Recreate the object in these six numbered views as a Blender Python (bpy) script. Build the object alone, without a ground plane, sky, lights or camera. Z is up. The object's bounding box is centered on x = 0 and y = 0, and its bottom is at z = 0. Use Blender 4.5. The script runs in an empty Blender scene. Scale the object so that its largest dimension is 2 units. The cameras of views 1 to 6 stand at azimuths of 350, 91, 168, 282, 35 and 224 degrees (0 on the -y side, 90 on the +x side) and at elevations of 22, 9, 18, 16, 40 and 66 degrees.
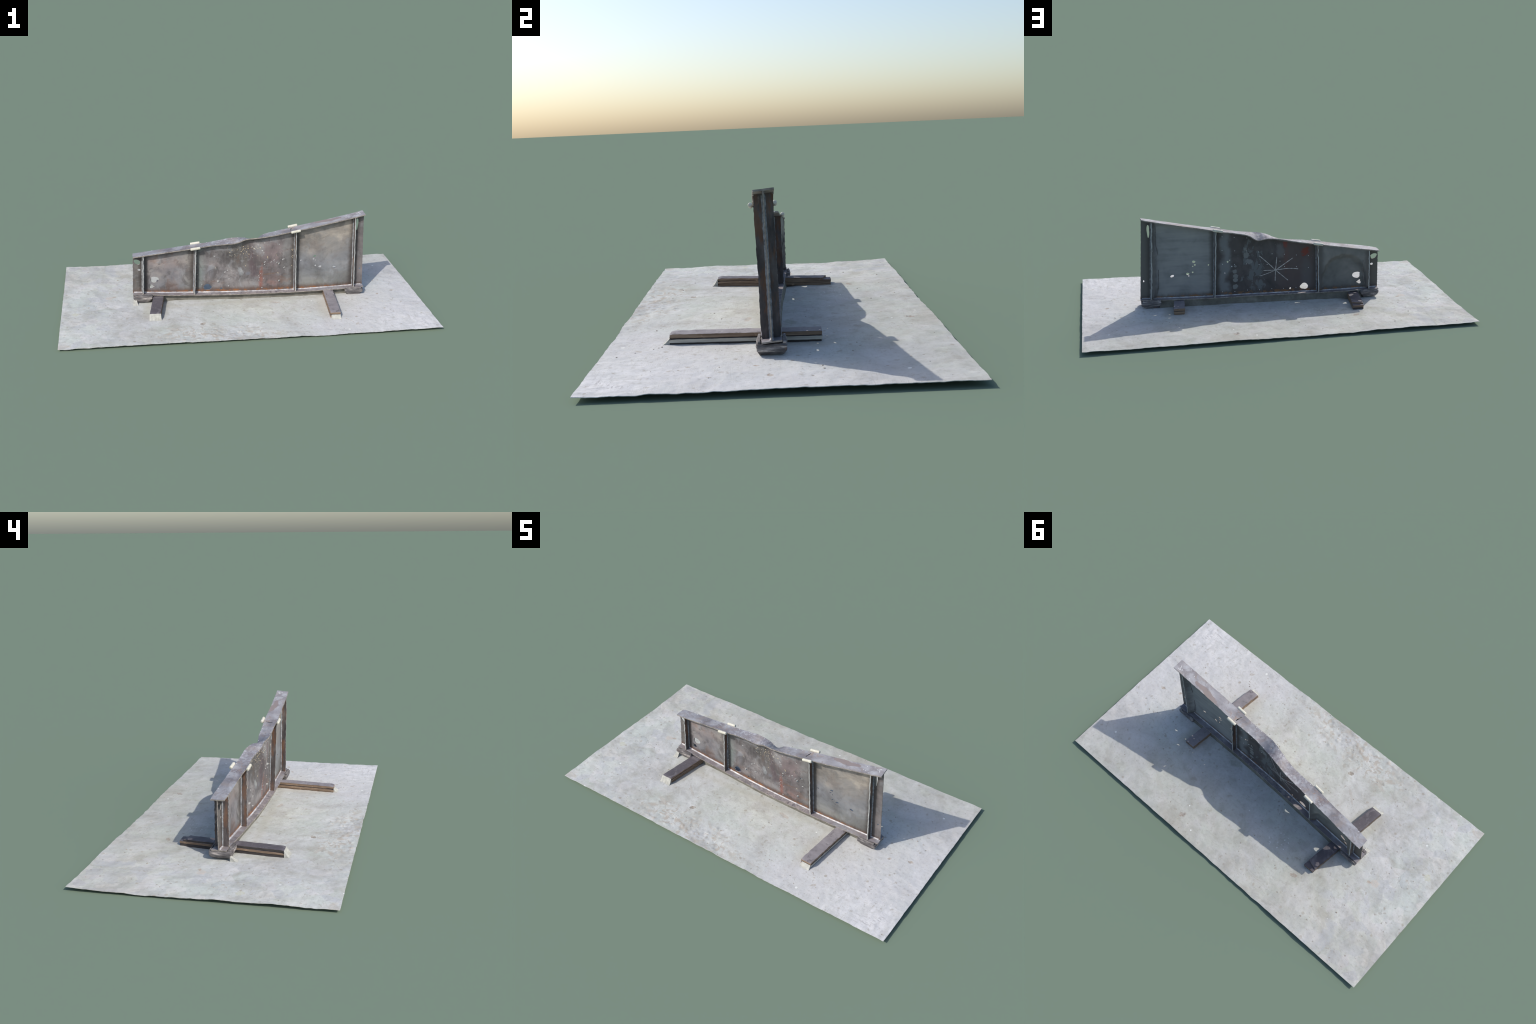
"""A buckled, tapered steel plate girder resting on two plywood bearers on a
patch of concrete floor.  Everything is built from profiles, splines and rules."""
import bpy, bmesh, math, random
from mathutils import Vector, noise as mn

random.seed(7)
V = Vector


# ------------------------------------------------------------------ helpers
def spline(points):
    """monotone-ish cubic (Catmull-Rom tangents) through (x, a, b, ...) rows."""
    pts = sorted(points)
    xs = [p[0] for p in pts]
    dim = len(pts[0]) - 1

    def slope(i, k):
        if i == 0:
            return (pts[1][k] - pts[0][k]) / (xs[1] - xs[0])
        if i == len(pts) - 1:
            return (pts[-1][k] - pts[-2][k]) / (xs[-1] - xs[-2])
        return (pts[i + 1][k] - pts[i - 1][k]) / (xs[i + 1] - xs[i - 1])

    def f(x):
        if x <= xs[0]:
            i = 0
        elif x >= xs[-1]:
            i = len(xs) - 2
        else:
            i = max(j for j in range(len(xs) - 1) if xs[j] <= x)
        h = xs[i + 1] - xs[i]
        t = (x - xs[i]) / h
        out = []
        for k in range(1, dim + 1):
            if t < 0 or t > 1:
                m = slope(0 if t < 0 else len(xs) - 1, k)
                base = pts[0][k] if t < 0 else pts[-1][k]
                out.append(base + m * (x - (xs[0] if t < 0 else xs[-1])))
                continue
            a, b = pts[i][k], pts[i + 1][k]
            ma, mb = slope(i, k) * h, slope(i + 1, k) * h
            t2, t3 = t * t, t * t * t
            out.append((2 * t3 - 3 * t2 + 1) * a + (t3 - 2 * t2 + t) * ma + (-2 * t3 + 3 * t2) * b + (t3 - t2) * mb)
        return out if dim > 1 else out[0]
    return f


def nz(p, scale, seed=0.0, octaves=3):
    return mn.fractal(V(p) * scale + V((seed, seed * 1.7, -seed)), 0.6, 2.0, octaves, noise_basis='PERLIN_ORIGINAL')


def lerp(a, b, t):
    return a + (b - a) * t


COLL = bpy.context.scene.collection


def make_obj(name, mesh, parent=None, mats=(), smooth=35):
    ob = bpy.data.objects.new(name, mesh)
    COLL.objects.link(ob)
    for m in mats:
        mesh.materials.append(m)
    if parent is not None:
        ob.parent = parent
    if smooth is not None:
        mesh.polygons.foreach_set("use_smooth", [True] * len(mesh.polygons))
        mesh.set_sharp_from_angle(angle=math.radians(smooth))
    return ob


def empty(name, loc, label, category):
    e = bpy.data.objects.new(name, None)
    e.empty_display_size = 0.05
    COLL.objects.link(e)
    e["label"] = label
    e["category"] = category
    return e


def box_grid(nu, nv, nw, fn, slots=(0, 0, 0, 0, 0, 0), name="part"):
    """closed box of nu x nv x nw cells, vertex = fn(u, v, w) with u,v,w in 0..1.
    slots: material index on the faces u0, u1, v0, v1, w0, w1."""
    idx, verts, faces, mats = {}, [], [], []

    def vid(i, j, k):
        key = (i, j, k)
        if key not in idx:
            idx[key] = len(verts)
            verts.append(tuple(fn(i / nu, j / nv, k / nw)))
        return idx[key]

    def quad(a, b, c, d, m):
        faces.append((a, b, c, d))
        mats.append(m)
    for i in range(nu):
        for j in range(nv):
            quad(vid(i, j, 0), vid(i, j + 1, 0), vid(i + 1, j + 1, 0), vid(i + 1, j, 0), slots[4])
            quad(vid(i, j, nw), vid(i + 1, j, nw), vid(i + 1, j + 1, nw), vid(i, j + 1, nw), slots[5])
    for i in range(nu):
        for k in range(nw):
            quad(vid(i, 0, k), vid(i + 1, 0, k), vid(i + 1, 0, k + 1), vid(i, 0, k + 1), slots[2])
            quad(vid(i, nv, k), vid(i, nv, k + 1), vid(i + 1, nv, k + 1), vid(i + 1, nv, k), slots[3])
    for j in range(nv):
        for k in range(nw):
            quad(vid(0, j, k), vid(0, j, k + 1), vid(0, j + 1, k + 1), vid(0, j + 1, k), slots[0])
            quad(vid(nu, j, k), vid(nu, j + 1, k), vid(nu, j + 1, k + 1), vid(nu, j, k + 1), slots[1])
    me = bpy.data.meshes.new(name)
    me.from_pydata(verts, [], faces)
    me.polygons.foreach_set("material_index", mats)
    me.update()
    bm = bmesh.new()
    bm.from_mesh(me)
    bmesh.ops.recalc_face_normals(bm, faces=bm.faces)
    bm.to_mesh(me)
    bm.free()
    return me


def loft(rings, name="part", cap=True):
    n = len(rings[0])
    verts = [tuple(p) for r in rings for p in r]
    faces = []
    for i in range(len(rings) - 1):
        for j in range(n):
            a, b = i * n + j, i * n + (j + 1) % n
            faces.append((a, b, b + n, a + n))
    if cap:
        faces.append(tuple(reversed(range(n))))
        faces.append(tuple((len(rings) - 1) * n + j for j in range(n)))
    me = bpy.data.meshes.new(name)
    me.from_pydata(verts, [], faces)
    me.update()
    bm = bmesh.new()
    bm.from_mesh(me)
    bmesh.ops.recalc_face_normals(bm, faces=bm.faces)
    bm.to_mesh(me)
    bm.free()
    return me


def join_meshes(meshes, name):
    bm = bmesh.new()
    for m in meshes:
        bm.from_mesh(m)
        bpy.data.meshes.remove(m)
    me = bpy.data.meshes.new(name)
    bm.to_mesh(me)
    bm.free()
    return me


# ---------------------------------------------------------------- materials
class Nodes:
    """a small vocabulary for procedural colour on Object coordinates"""

    def __init__(self, name, rough=0.8, spec=0.25):
        self.mat = bpy.data.materials.new(name)
        self.mat.use_nodes = True
        self.t = self.mat.node_tree
        self.t.nodes.clear()
        self.out = self.t.nodes.new("ShaderNodeOutputMaterial")
        self.b = self.t.nodes.new("ShaderNodeBsdfPrincipled")
        self.t.links.new(self.b.outputs[0], self.out.inputs[0])
        self.b.inputs["Roughness"].default_value = rough
        self.b.inputs["Specular IOR Level"].default_value = spec
        self.tc = self.t.nodes.new("ShaderNodeTexCoord")
        self.P = self.tc.outputs["Object"]
        s = self.t.nodes.new("ShaderNodeSeparateXYZ")
        self.t.links.new(self.P, s.inputs[0])
        self.x, self.y, self.z = s.outputs

    def put(self, sock, v):
        if isinstance(v, (int, float)):
            sock.default_value = v
        elif isinstance(v, tuple):
            sock.default_value = v if len(v) == len(sock.default_value) else (*v, 1.0)
        else:
            self.t.links.new(v, sock)

    def stretch(self, scale=(1, 1, 1), rot=(0, 0, 0), loc=(0, 0, 0)):
        m = self.t.nodes.new("ShaderNodeMapping")
        m.inputs["Scale"].default_value = scale
        m.inputs["Rotation"].default_value = rot
        m.inputs["Location"].default_value = loc
        self.t.links.new(self.P, m.inputs[0])
        return m.outputs[0]

    def noise(self, scale, detail=4, rough=0.55, vec=None, warp=0.0, colour=False):
        n = self.t.nodes.new("ShaderNodeTexNoise")
        n.inputs["Scale"].default_value = scale
        n.inputs["Detail"].default_value = detail
        n.inputs["Roughness"].default_value = rough
        n.inputs["Distortion"].default_value = warp
        self.t.links.new(vec or self.P, n.inputs["Vector"])
        return n.outputs["Color" if colour else "Fac"]

    def voronoi(self, scale, vec=None, feature='F1', out="Distance", rnd=1.0):
        n = self.t.nodes.new("ShaderNodeTexVoronoi")
        n.feature = feature
        n.inputs["Scale"].default_value = scale
        n.inputs["Randomness"].default_value = rnd
        self.t.links.new(vec or self.P, n.inputs["Vector"])
        return n.outputs[out]

    def m(self, op, a, b=0.0, c=None, clamp=False):
        n = self.t.nodes.new("ShaderNodeMath")
        n.operation = op
        n.use_clamp = clamp
        self.put(n.inputs[0], a)
        self.put(n.inputs[1], b)
        if c is not None:
            self.put(n.inputs[2], c)
        return n.outputs[0]

    def step(self, v, lo, hi):
        """smooth 0..1 as v goes lo..hi (lo may exceed hi)"""
        n = self.t.nodes.new("ShaderNodeMapRange")
        n.interpolation_type = 'SMOOTHSTEP'
        self.put(n.inputs["Value"], v)
        if lo <= hi:
            n.inputs["From Min"].default_value, n.inputs["From Max"].default_value = lo, hi
        else:
            n.inputs["From Min"].default_value, n.inputs["From Max"].default_value = hi, lo
            n.inputs["To Min"].default_value, n.inputs["To Max"].default_value = 1.0, 0.0
        return n.outputs[0]

    def mix(self, f, a, b, mode='MIX'):
        n = self.t.nodes.new("ShaderNodeMix")
        n.data_type = 'RGBA'
        n.blend_type = mode
        self.put(n.inputs[0], f)
        self.put(n.inputs[6], a)
        self.put(n.inputs[7], b)
        return n.outputs[2]

    def ramp(self, f, stops):
        n = self.t.nodes.new("ShaderNodeValToRGB")
        e = n.color_ramp.elements
        while len(e) < len(stops):
            e.new(0.5)
        for el, (p, c) in zip(e, stops):
            el.position = p
            el.color = (*c, 1.0)
        self.t.links.new(f, n.inputs[0])
        return n.outputs[0]

    def band(self, c, lo, hi, soft):
        return self.m('MULTIPLY', self.step(c, lo - soft, lo + soft), self.step(c, hi + soft, hi - soft))

    def blob(self, a, b, ca, cb, ra, rb, ang=0.0, soft=0.2, ragged=0.5, rscale=60.0, detail=4):
        """soft-edged ragged ellipse mask around (ca, cb) in the plane of sockets a, b"""
        da, db = self.m('SUBTRACT', a, ca), self.m('SUBTRACT', b, cb)
        if ang:
            co, si = math.cos(ang), math.sin(ang)
            u = self.m('ADD', self.m('MULTIPLY', da, co), self.m('MULTIPLY', db, si))
            v = self.m('SUBTRACT', self.m('MULTIPLY', db, co), self.m('MULTIPLY', da, si))
            da, db = u, v
        qa, qb = self.m('DIVIDE', da, ra), self.m('DIVIDE', db, rb)
        d = self.m('SQRT', self.m('ADD', self.m('MULTIPLY', qa, qa), self.m('MULTIPLY', qb, qb)))
        if ragged:
            key = ("rag", rscale, detail)
            cache = self.__dict__.setdefault("cache", {})
            if key not in cache:
                cache[key] = self.m('SUBTRACT', self.noise(rscale, detail, 0.6), 0.5)
            d = self.m('ADD', d, self.m('MULTIPLY', cache[key], ragged * 2))
        return self.step(d, 1 + soft, 1 - soft)

    def bump(self, h, strength=0.3, dist=0.002):
        n = self.t.nodes.new("ShaderNodeBump")
        n.inputs["Strength"].default_value = strength
        n.inputs["Distance"].default_value = dist
        self.t.links.new(h, n.inputs["Height"])
        self.t.links.new(n.outputs[0], self.b.inputs["Normal"])

    def done(self, colour):
        self.put(self.b.inputs["Base Color"], colour)
        return self.mat


def mat_concrete():
    N = Nodes("pale_concrete", 0.9, 0.15)
    big = N.noise(2.2, 3, 0.5)
    mid = N.noise(9, 5, 0.6, warp=0.4)
    c = N.ramp(big, [(0.35, (0.60, 0.60, 0.62)), (0.5, (0.61, 0.625, 0.615)), (0.65, (0.64, 0.645, 0.615))])
    c = N.mix(N.m('MULTIPLY', N.step(mid, 0.42, 0.62), 0.55), c, (0.66, 0.655, 0.68))
    c = N.mix(N.m('MULTIPLY', N.step(N.noise(6, 5, 0.62, warp=0.8), 0.52, 0.66), 0.55), c, (0.50, 0.485, 0.46))
    c = N.mix(N.m('MULTIPLY', N.step(N.noise(5, 4, 0.6, vec=N.stretch((1, 1, 1), loc=(3, 7, 1))), 0.5, 0.66), 0.45), c, (0.57, 0.61, 0.57))
    # faint facets at the -x end and patchy lilac panes
    cell = N.voronoi(17, out="Color")
    sep = N.t.nodes.new("ShaderNodeSeparateColor")
    N.t.links.new(cell, sep.inputs[0])
    left = N.step(N.m('ADD', N.x, N.m('MULTIPLY', N.noise(4, 2), 0.5)), -0.15, -0.6)
    c = N.mix(N.m('MULTIPLY', left, N.m('MULTIPLY', N.step(sep.outputs[0], 0.5, 0.9), 0.5)), c, (0.53, 0.53, 0.585))
    c = N.mix(N.m('MULTIPLY', left, N.m('MULTIPLY', N.step(sep.outputs[1], 0.6, 0.95), 0.5)), c, (0.73, 0.70, 0.70))
    mott = N.m('ADD', N.m('MULTIPLY', N.noise(30, 6, 0.62, warp=0.8), 0.30), N.m('MULTIPLY', N.noise(7, 6, 0.60, warp=1.0, vec=N.stretch(loc=(4, 4, 0))), 0.70))
    c = N.mix(1.0, c, N.ramp(mott, [(0.36, (0.84, 0.83, 0.81)), (0.47, (0.955, 0.95, 0.94)), (0.53, (1.0, 1.0, 1.0)), (0.64, (1.07, 1.07, 1.08))]), 'MULTIPLY')
    lil = N.step(N.m('ADD', N.x, N.m('ADD', N.m('MULTIPLY', N.y, -0.9), N.m('MULTIPLY', N.noise(3, 3), 0.5))), 0.55, 1.15)
    c = N.mix(N.m('MULTIPLY', lil, 0.6), c, (0.67, 0.655, 0.70))
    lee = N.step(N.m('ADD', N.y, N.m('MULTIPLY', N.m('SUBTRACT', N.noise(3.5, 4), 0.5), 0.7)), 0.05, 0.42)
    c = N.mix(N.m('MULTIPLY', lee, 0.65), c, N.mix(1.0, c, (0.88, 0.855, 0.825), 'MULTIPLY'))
    # bleached corner at +x -y
    sun = N.blob(N.x, N.y, 1.02, -0.56, 0.40, 0.20, -0.5, 0.7, 0.7, 14)
    streak = N.noise(30, 6, 0.7, vec=N.stretch((1, 0.35, 1), rot=(0, 0, 0.7)))
    c = N.mix(N.m('MULTIPLY', sun, N.m('MULTIPLY', N.step(streak, 0.36, 0.62), 0.85)), c, (0.80, 0.785, 0.82))
    # fine dirt, specks and hair scratches
    c = N.mix(N.m('MULTIPLY', N.step(N.noise(70, 6, 0.7), 0.5, 0.72), 0.45), c, (0.37, 0.345, 0.31))
    c = N.mix(N.m('MULTIPLY', N.step(N.noise(38, 3, 0.5, vec=N.stretch((1, 1, 1), loc=(5, 2, 0))), 0.65, 0.72), 0.5), c, (0.40, 0.355, 0.31))
    d = N.voronoi(34)
    pick = N.step(N.noise(14, 2), 0.52, 0.6)
    d = N.m('ADD', d, N.m('MULTIPLY', N.m('SUBTRACT', N.noise(120, 3), 0.5), 0.35))
    c = N.mix(N.m('MULTIPLY', N.m('MULTIPLY', N.step(d, 0.17, 0.07), pick), 0.75), c, (0.34, 0.30, 0.26))
    d2 = N.voronoi(16, vec=N.stretch((1, 1, 0.2), loc=(0.37, 0.11, 0)))
    d2 = N.m('ADD', d2, N.m('MULTIPLY', N.m('SUBTRACT', N.noise(60, 3), 0.5), 0.25))
    c = N.mix(N.m('MULTIPLY', N.m('MULTIPLY', N.step(d2, 0.15, 0.06), N.step(N.noise(5, 2), 0.42, 0.54)), 0.7), c, (0.42, 0.37, 0.32))
    for rot, seed in ((0.5, 1.0), (-0.65, 4.0)):
        s = N.noise(7, 2, 0.5, vec=N.stretch((0.6, 9, 1), rot=(0, 0, rot), loc=(seed, seed, 0)))
        line = N.m('ABSOLUTE', N.m('SUBTRACT', s, 0.5))
        c = N.mix(N.m('MULTIPLY', N.m('MULTIPLY', N.step(line, 0.007, 0.001), N.step(N.noise(3.3, 2, vec=N.stretch(loc=(seed, 0, 0))), 0.46, 0.56)), 0.42), c, (0.40, 0.37, 0.33))
    # rough scraped zone along the -y edge
    zone = N.blob(N.x, N.y, -0.18, -0.46, 0.34, 0.085, -0.1, 0.5, 0.4, 20)
    c = N.mix(N.m('MULTIPLY', zone, N.m('MULTIPLY', N.step(N.noise(26, 5, 0.65, warp=1.0), 0.50, 0.58), 0.75)), c, (0.49, 0.43, 0.38))
    # individual stains: (x, y, rx, ry, angle, colour, strength)
    stains = [
        (-0.743, 0.055, 0.022, 0.018, 0.3, (0.62, 0.54, 0.49), 0.8), (-0.715, 0.068, 0.010, 0.007, 0, (0.48, 0.38, 0.31), 0.8),
        (-0.256, -0.330, 0.015, 0.011, 0.2, (0.30, 0.24, 0.19), 0.9), (0.173, -0.102, 0.027, 0.010, -0.2, (0.52, 0.45, 0.40), 0.8),
        (-0.340, -0.232, 0.050, 0.007, -0.7, (0.50, 0.45, 0.41), 0.55), (-0.42, -0.375, 0.040, 0.008, -0.3, (0.53, 0.48, 0.44), 0.6),
        (0.246, 0.046, 0.032, 0.021, 0.2, (0.42, 0.43, 0.38), 0.7), (0.250, 0.446, 0.020, 0.013, 0.4, (0.36, 0.29, 0.25), 0.85),
        (0.871, -0.020, 0.013, 0.009, 0.5, (0.42, 0.34, 0.28), 0.9), (0.774, -0.06, 0.010, 0.006, 0.9, (0.46, 0.38, 0.33), 0.8),
        (-0.975, -0.515, 0.040, 0.020, 0.3, (0.55, 0.50, 0.46), 0.7),
        (-0.09, -0.51, 0.030, 0.012, -0.2, (0.53, 0.49, 0.45), 0.6), (-0.37, -0.512, 0.012, 0.010, 0, (0.58, 0.52, 0.47), 0.6),
        (0.009, -0.488, 0.020, 0.016, 0, (0.44, 0.44, 0.44), 0.7), (-0.735, 0.430, 0.030, 0.075, 0.1, (0.50, 0.51, 0.55), 0.55),
        (-0.86, 0.155, 0.010, 0.006, 0.6, (0.42, 0.37, 0.33), 0.8), (-0.845, 0.175, 0.008, 0.005, 0.2, (0.42, 0.37, 0.33), 0.8), (-0.875, 0.140, 0.009, 0.004, 0.9, (0.42, 0.37, 0.33), 0.7), (-0.92, -0.15, 0.018, 0.018, 0, (0.60, 0.58, 0.40), 0.5),
        (-0.405, 0.300, 0.016, 0.010, 0.5, (0.40, 0.32, 0.27), 0.8), (0.35, 0.26, 0.016, 0.012, 0.2, (0.44, 0.40, 0.37), 0.7),
        (0.02, 0.24, 0.016, 0.010, 0.0, (0.44, 0.41, 0.38), 0.7), (0.56, -0.42, 0.014, 0.008, 0.7, (0.48, 0.42, 0.37), 0.7),
    ]
    broken = N.m('ADD', 0.45, N.m('MULTIPLY', N.step(N.noise(95, 5, 0.7), 0.40, 0.58), 0.55))
    for x, y, rx, ry, a, col, k in stains:
        c = N.mix(N.m('MULTIPLY', N.blob(N.x, N.y, x, y, rx, ry, a, 0.25, 1.2, 60, 6), N.m('MULTIPLY', broken, k)), c, col)
    # scuffed corner scratches
    scr = N.noise(26, 6, 0.75, vec=N.stretch((1, 4, 1), rot=(0, 0, 0.9)))
    c = N.mix(N.m('MULTIPLY', N.blob(N.x, N.y, 0.885, -0.45, 0.075, 0.030, 0.5, 0.5, 0.8, 30), N.m('MULTIPLY', N.step(scr, 0.53, 0.62), 0.7)), c, (0.36, 0.34, 0.36))
    # soft contact shade tinted tan onto the slab beside bearers and girder
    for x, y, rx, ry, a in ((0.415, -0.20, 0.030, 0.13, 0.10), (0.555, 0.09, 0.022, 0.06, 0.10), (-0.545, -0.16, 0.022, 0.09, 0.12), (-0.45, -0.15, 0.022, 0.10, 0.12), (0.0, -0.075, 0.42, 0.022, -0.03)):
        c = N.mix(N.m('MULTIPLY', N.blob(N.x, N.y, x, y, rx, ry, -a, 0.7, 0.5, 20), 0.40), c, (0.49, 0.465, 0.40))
    # spatters of white paint in the lee of the girder
    drip = N.m('MULTIPLY', N.step(N.voronoi(70, rnd=1.0), 0.30, 0.2), N.blob(N.x, N.y, -0.235, 0.215, 0.085, 0.05, 0.3, 0.5, 0.8, 30))
    c = N.mix(N.m('MULTIPLY', drip, N.step(N.noise(35, 2), 0.48, 0.55)), c, (0.84, 0.84, 0.86))
    c = N.mix(N.step(N.m('ADD', N.voronoi(7, vec=N.stretch(loc=(1.3, 0.4, 0))), N.m('MULTIPLY', N.noise(9, 2), 0.06)), 0.075, 0.06), c, (0.86, 0.86, 0.86))
    chipmask = N.m('MULTIPLY', N.step(d, 0.20, 0.06), pick)
    h = N.m('ADD', N.m('SUBTRACT', N.noise(60, 6, 0.65), N.m('MULTIPLY', chipmask, 0.7)), N.m('MULTIPLY', N.noise(220, 3, 0.6), 0.4))
    N.bump(h, 0.34, 0.0035)
    c = N.mix(1.0, c, (0.850, 0.853, 0.812), 'MULTIPLY')
    return N.done(c)


def mat_web_near():
    N = Nodes("scaled_steel_sunny_side", 0.62, 0.35)
    x, z = N.x, N.z
    wob = N.m('MULTIPLY', N.m('SUBTRACT', N.noise(9, 4), 0.5), 0.16)
    xn, zn = N.m('ADD', x, wob), N.m('ADD', z, wob)
    cloud = N.noise(11, 6, 0.62, warp=0.6)
    # end panel (low): mauve-grey with a warmer waist
    p1 = N.ramp(cloud, [(0.32, (0.19, 0.185, 0.195)), (0.5, (0.29, 0.265, 0.27)), (0.68, (0.39, 0.35, 0.325))])
    p1 = N.mix(N.m('MULTIPLY', N.band(zn, 0.20, 0.27, 0.05), 0.7), p1, (0.37, 0.30, 0.275))
    p1 = N.mix(N.m('MULTIPLY', N.band(zn, 0.08, 0.13, 0.03), 0.5), p1, (0.30, 0.30, 0.305))
    p1 = N.mix(N.m('MULTIPLY', N.step(xn, -0.37, -0.29), 0.6), p1, (0.27, 0.265, 0.235))
    # middle panel: dark wine-brown, green-grey flank, pale heat tint
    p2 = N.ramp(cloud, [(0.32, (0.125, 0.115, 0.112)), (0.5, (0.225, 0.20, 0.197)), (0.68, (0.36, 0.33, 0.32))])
    p2 = N.mix(N.m('MULTIPLY', N.blob(x, z, 0.00, 0.28, 0.11, 0.10, 0, 0.6, 0.6, 14), 0.8), p2, (0.125, 0.112, 0.10))
    p2 = N.mix(N.m('MULTIPLY', N.blob(x, z, 0.055, 0.23, 0.025, 0.11, 0.1, 0.6, 0.5, 20), 0.75), p2, (0.135, 0.095, 0.105))
    p2 = N.mix(N.m('MULTIPLY', N.blob(x, z, 0.155, 0.27, 0.06, 0.08, 0, 0.6, 0.5, 18), 0.8), p2, (0.31, 0.235, 0.23))
    p2 = N.mix(N.m('MULTIPLY', N.blob(x, z, 0.155, 0.11, 0.06, 0.06, 0, 0.6, 0.6, 25), 0.7), p2, (0.30, 0.22, 0.205))
    p2 = N.mix(N.m('MULTIPLY', N.step(xn, -0.19, -0.255), 0.85), p2, (0.30, 0.34, 0.315))
    p2 = N.mix(N.m('MULTIPLY', N.step(xn, 0.205, 0.245), 0.6), p2, (0.27, 0.26, 0.25))
    p2 = N.mix(N.m('MULTIPLY', N.blob(x, z, -0.18, 0.175, 0.017, 0.04, 0, 0.4, 0.3, 40), 0.75), p2, (0.35, 0.345, 0.37))
    p2 = N.mix(N.m('MULTIPLY', N.blob(x, z, 0.015, 0.09, 0.10, 0.035, 0, 0.7, 0.6, 18), 0.6), p2, (0.31, 0.285, 0.275))
    p2 = N.mix(N.m('MULTIPLY', N.blob(x, z, 0.085, 0.315, 0.03, 0.04, 0.4, 0.6, 0.8, 40), 0.7), p2, (0.37, 0.345, 0.34))
    # red primer run and orange stain
    p2 = N.mix(N.m('MULTIPLY', N.blob(x, z, 0.101, 0.125, 0.010, 0.07, 0, 0.7, 0.9, 60), 0.9), p2, (0.36, 0.15, 0.115))
    p2 = N.mix(N.m('MULTIPLY', N.blob(x, z, 0.165, 0.095, 0.035, 0.012, -0.3, 0.7, 1.0, 60), 0.5), p2, (0.40, 0.23, 0.19))
    p2 = N.mix(N.m('MULTIPLY', N.blob(x, z, 0.14, 0.150, 0.05, 0.004, 0.1, 0.6, 0.8, 50), 0.6), p2, (0.28, 0.17, 0.11))
    p2 = N.mix(N.m('MULTIPLY', N.blob(x, z, 0.028, 0.157, 0.014, 0.010, 0.3, 0.25, 0.5, 70), 0.8), p2, (0.22, 0.22, 0.24))
    p2 = N.mix(N.m('MULTIPLY', N.blob(x, z, -0.012, 0.168, 0.013, 0.024, 0.3, 0.3, 0.6, 60), 0.8), p2, (0.36, 0.37, 0.37))
    # white spatter and rubbed marks
    rub = N.noise(34, 6, 0.75, vec=N.stretch((1, 1, 0.6)))
    p2 = N.mix(N.m('MULTIPLY', N.step(rub, 0.62, 0.72), 0.45), p2, (0.48, 0.46, 0.45))
    fleck = N.m('MULTIPLY', N.step(N.voronoi(150), 0.22, 0.12), N.step(N.noise(20, 3), 0.55, 0.62))
    p2 = N.mix(N.m('MULTIPLY', fleck, 0.55), p2, (0.52, 0.48, 0.44))
    # high end panel: warm tan above, cool grey below
    p3 = N.ramp(zn, [(0.09, (0.27, 0.265, 0.24)), (0.15, (0.31, 0.315, 0.315)), (0.22, (0.315, 0.315, 0.33)), (0.27, (0.33, 0.31, 0.295)), (0.36, (0.50, 0.435, 0.365))])
    p3 = N.mix(N.m('MULTIPLY', N.step(cloud, 0.45, 0.65), 0.5), p3, (0.25, 0.24, 0.235))
    p3 = N.mix(N.m('MULTIPLY', N.step(N.noise(7, 3, vec=N.stretch((1, 1, 1), loc=(2, 2, 2))), 0.5, 0.65), 0.4), p3, (0.33, 0.325, 0.32))
    p3 = N.mix(N.m('MULTIPLY', N.step(N.noise(20, 4, vec=N.stretch((0.3, 1, 2.5))), 0.52, 0.66), 0.3), p3, (0.36, 0.32, 0.28))
    c = N.mix(N.step(x, -0.272, -0.268), p1, p2)
    c = N.mix(N.step(x, 0.290, 0.294), c, p3)
    c = N.mix(N.step(x, 0.627, 0.633), c, N.ramp(cloud, [(0.3, (0.20, 0.18, 0.175)), (0.7, (0.30, 0.26, 0.25))]))
    c = N.mix(N.step(x, -0.553, -0.558), c, N.ramp(cloud, [(0.3, (0.15, 0.14, 0.125)), (0.7, (0.22, 0.20, 0.185))]))
    # blotchy tarnish
    body = N.m('SUBTRACT', 1.0, N.m('MULTIPLY', N.step(x, 0.288, 0.296), 0.6))
    t1 = N.noise(15, 7, 0.66, warp=1.0, vec=N.stretch(loc=(6, 1, 9)))
    c = N.mix(N.m('MULTIPLY', N.step(t1, 0.49, 0.61), N.m('MULTIPLY', body, 0.65)), c, (0.135, 0.118, 0.115))
    t2 = N.noise(18, 7, 0.66, warp=1.0, vec=N.stretch(loc=(1, 7, 3)))
    c = N.mix(N.m('MULTIPLY', N.step(t2, 0.52, 0.64), 0.5), c, (0.33, 0.33, 0.335))
    # brushed vertical grain, corner shade painted dark beside the stiffeners, rust foot
    grain = N.noise(55, 3, 0.6, vec=N.stretch((1.6, 1, 0.15)))
    c = N.mix(N.m('MULTIPLY', N.step(grain, 0.5, 0.8), 0.35), c, (0.40, 0.365, 0.345))
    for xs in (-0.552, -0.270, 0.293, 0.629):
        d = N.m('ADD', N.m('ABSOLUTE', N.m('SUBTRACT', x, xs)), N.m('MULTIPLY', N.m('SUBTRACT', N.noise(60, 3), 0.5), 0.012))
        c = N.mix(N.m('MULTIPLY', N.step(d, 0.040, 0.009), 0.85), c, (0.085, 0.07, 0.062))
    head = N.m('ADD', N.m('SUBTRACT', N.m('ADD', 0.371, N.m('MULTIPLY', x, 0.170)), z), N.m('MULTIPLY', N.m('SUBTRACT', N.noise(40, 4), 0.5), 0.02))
    c = N.mix(N.m('MULTIPLY', N.step(head, 0.040, 0.004), 0.65), c, (0.085, 0.072, 0.066))  # occlusion under the top flange, darkened into the steel colour
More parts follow.
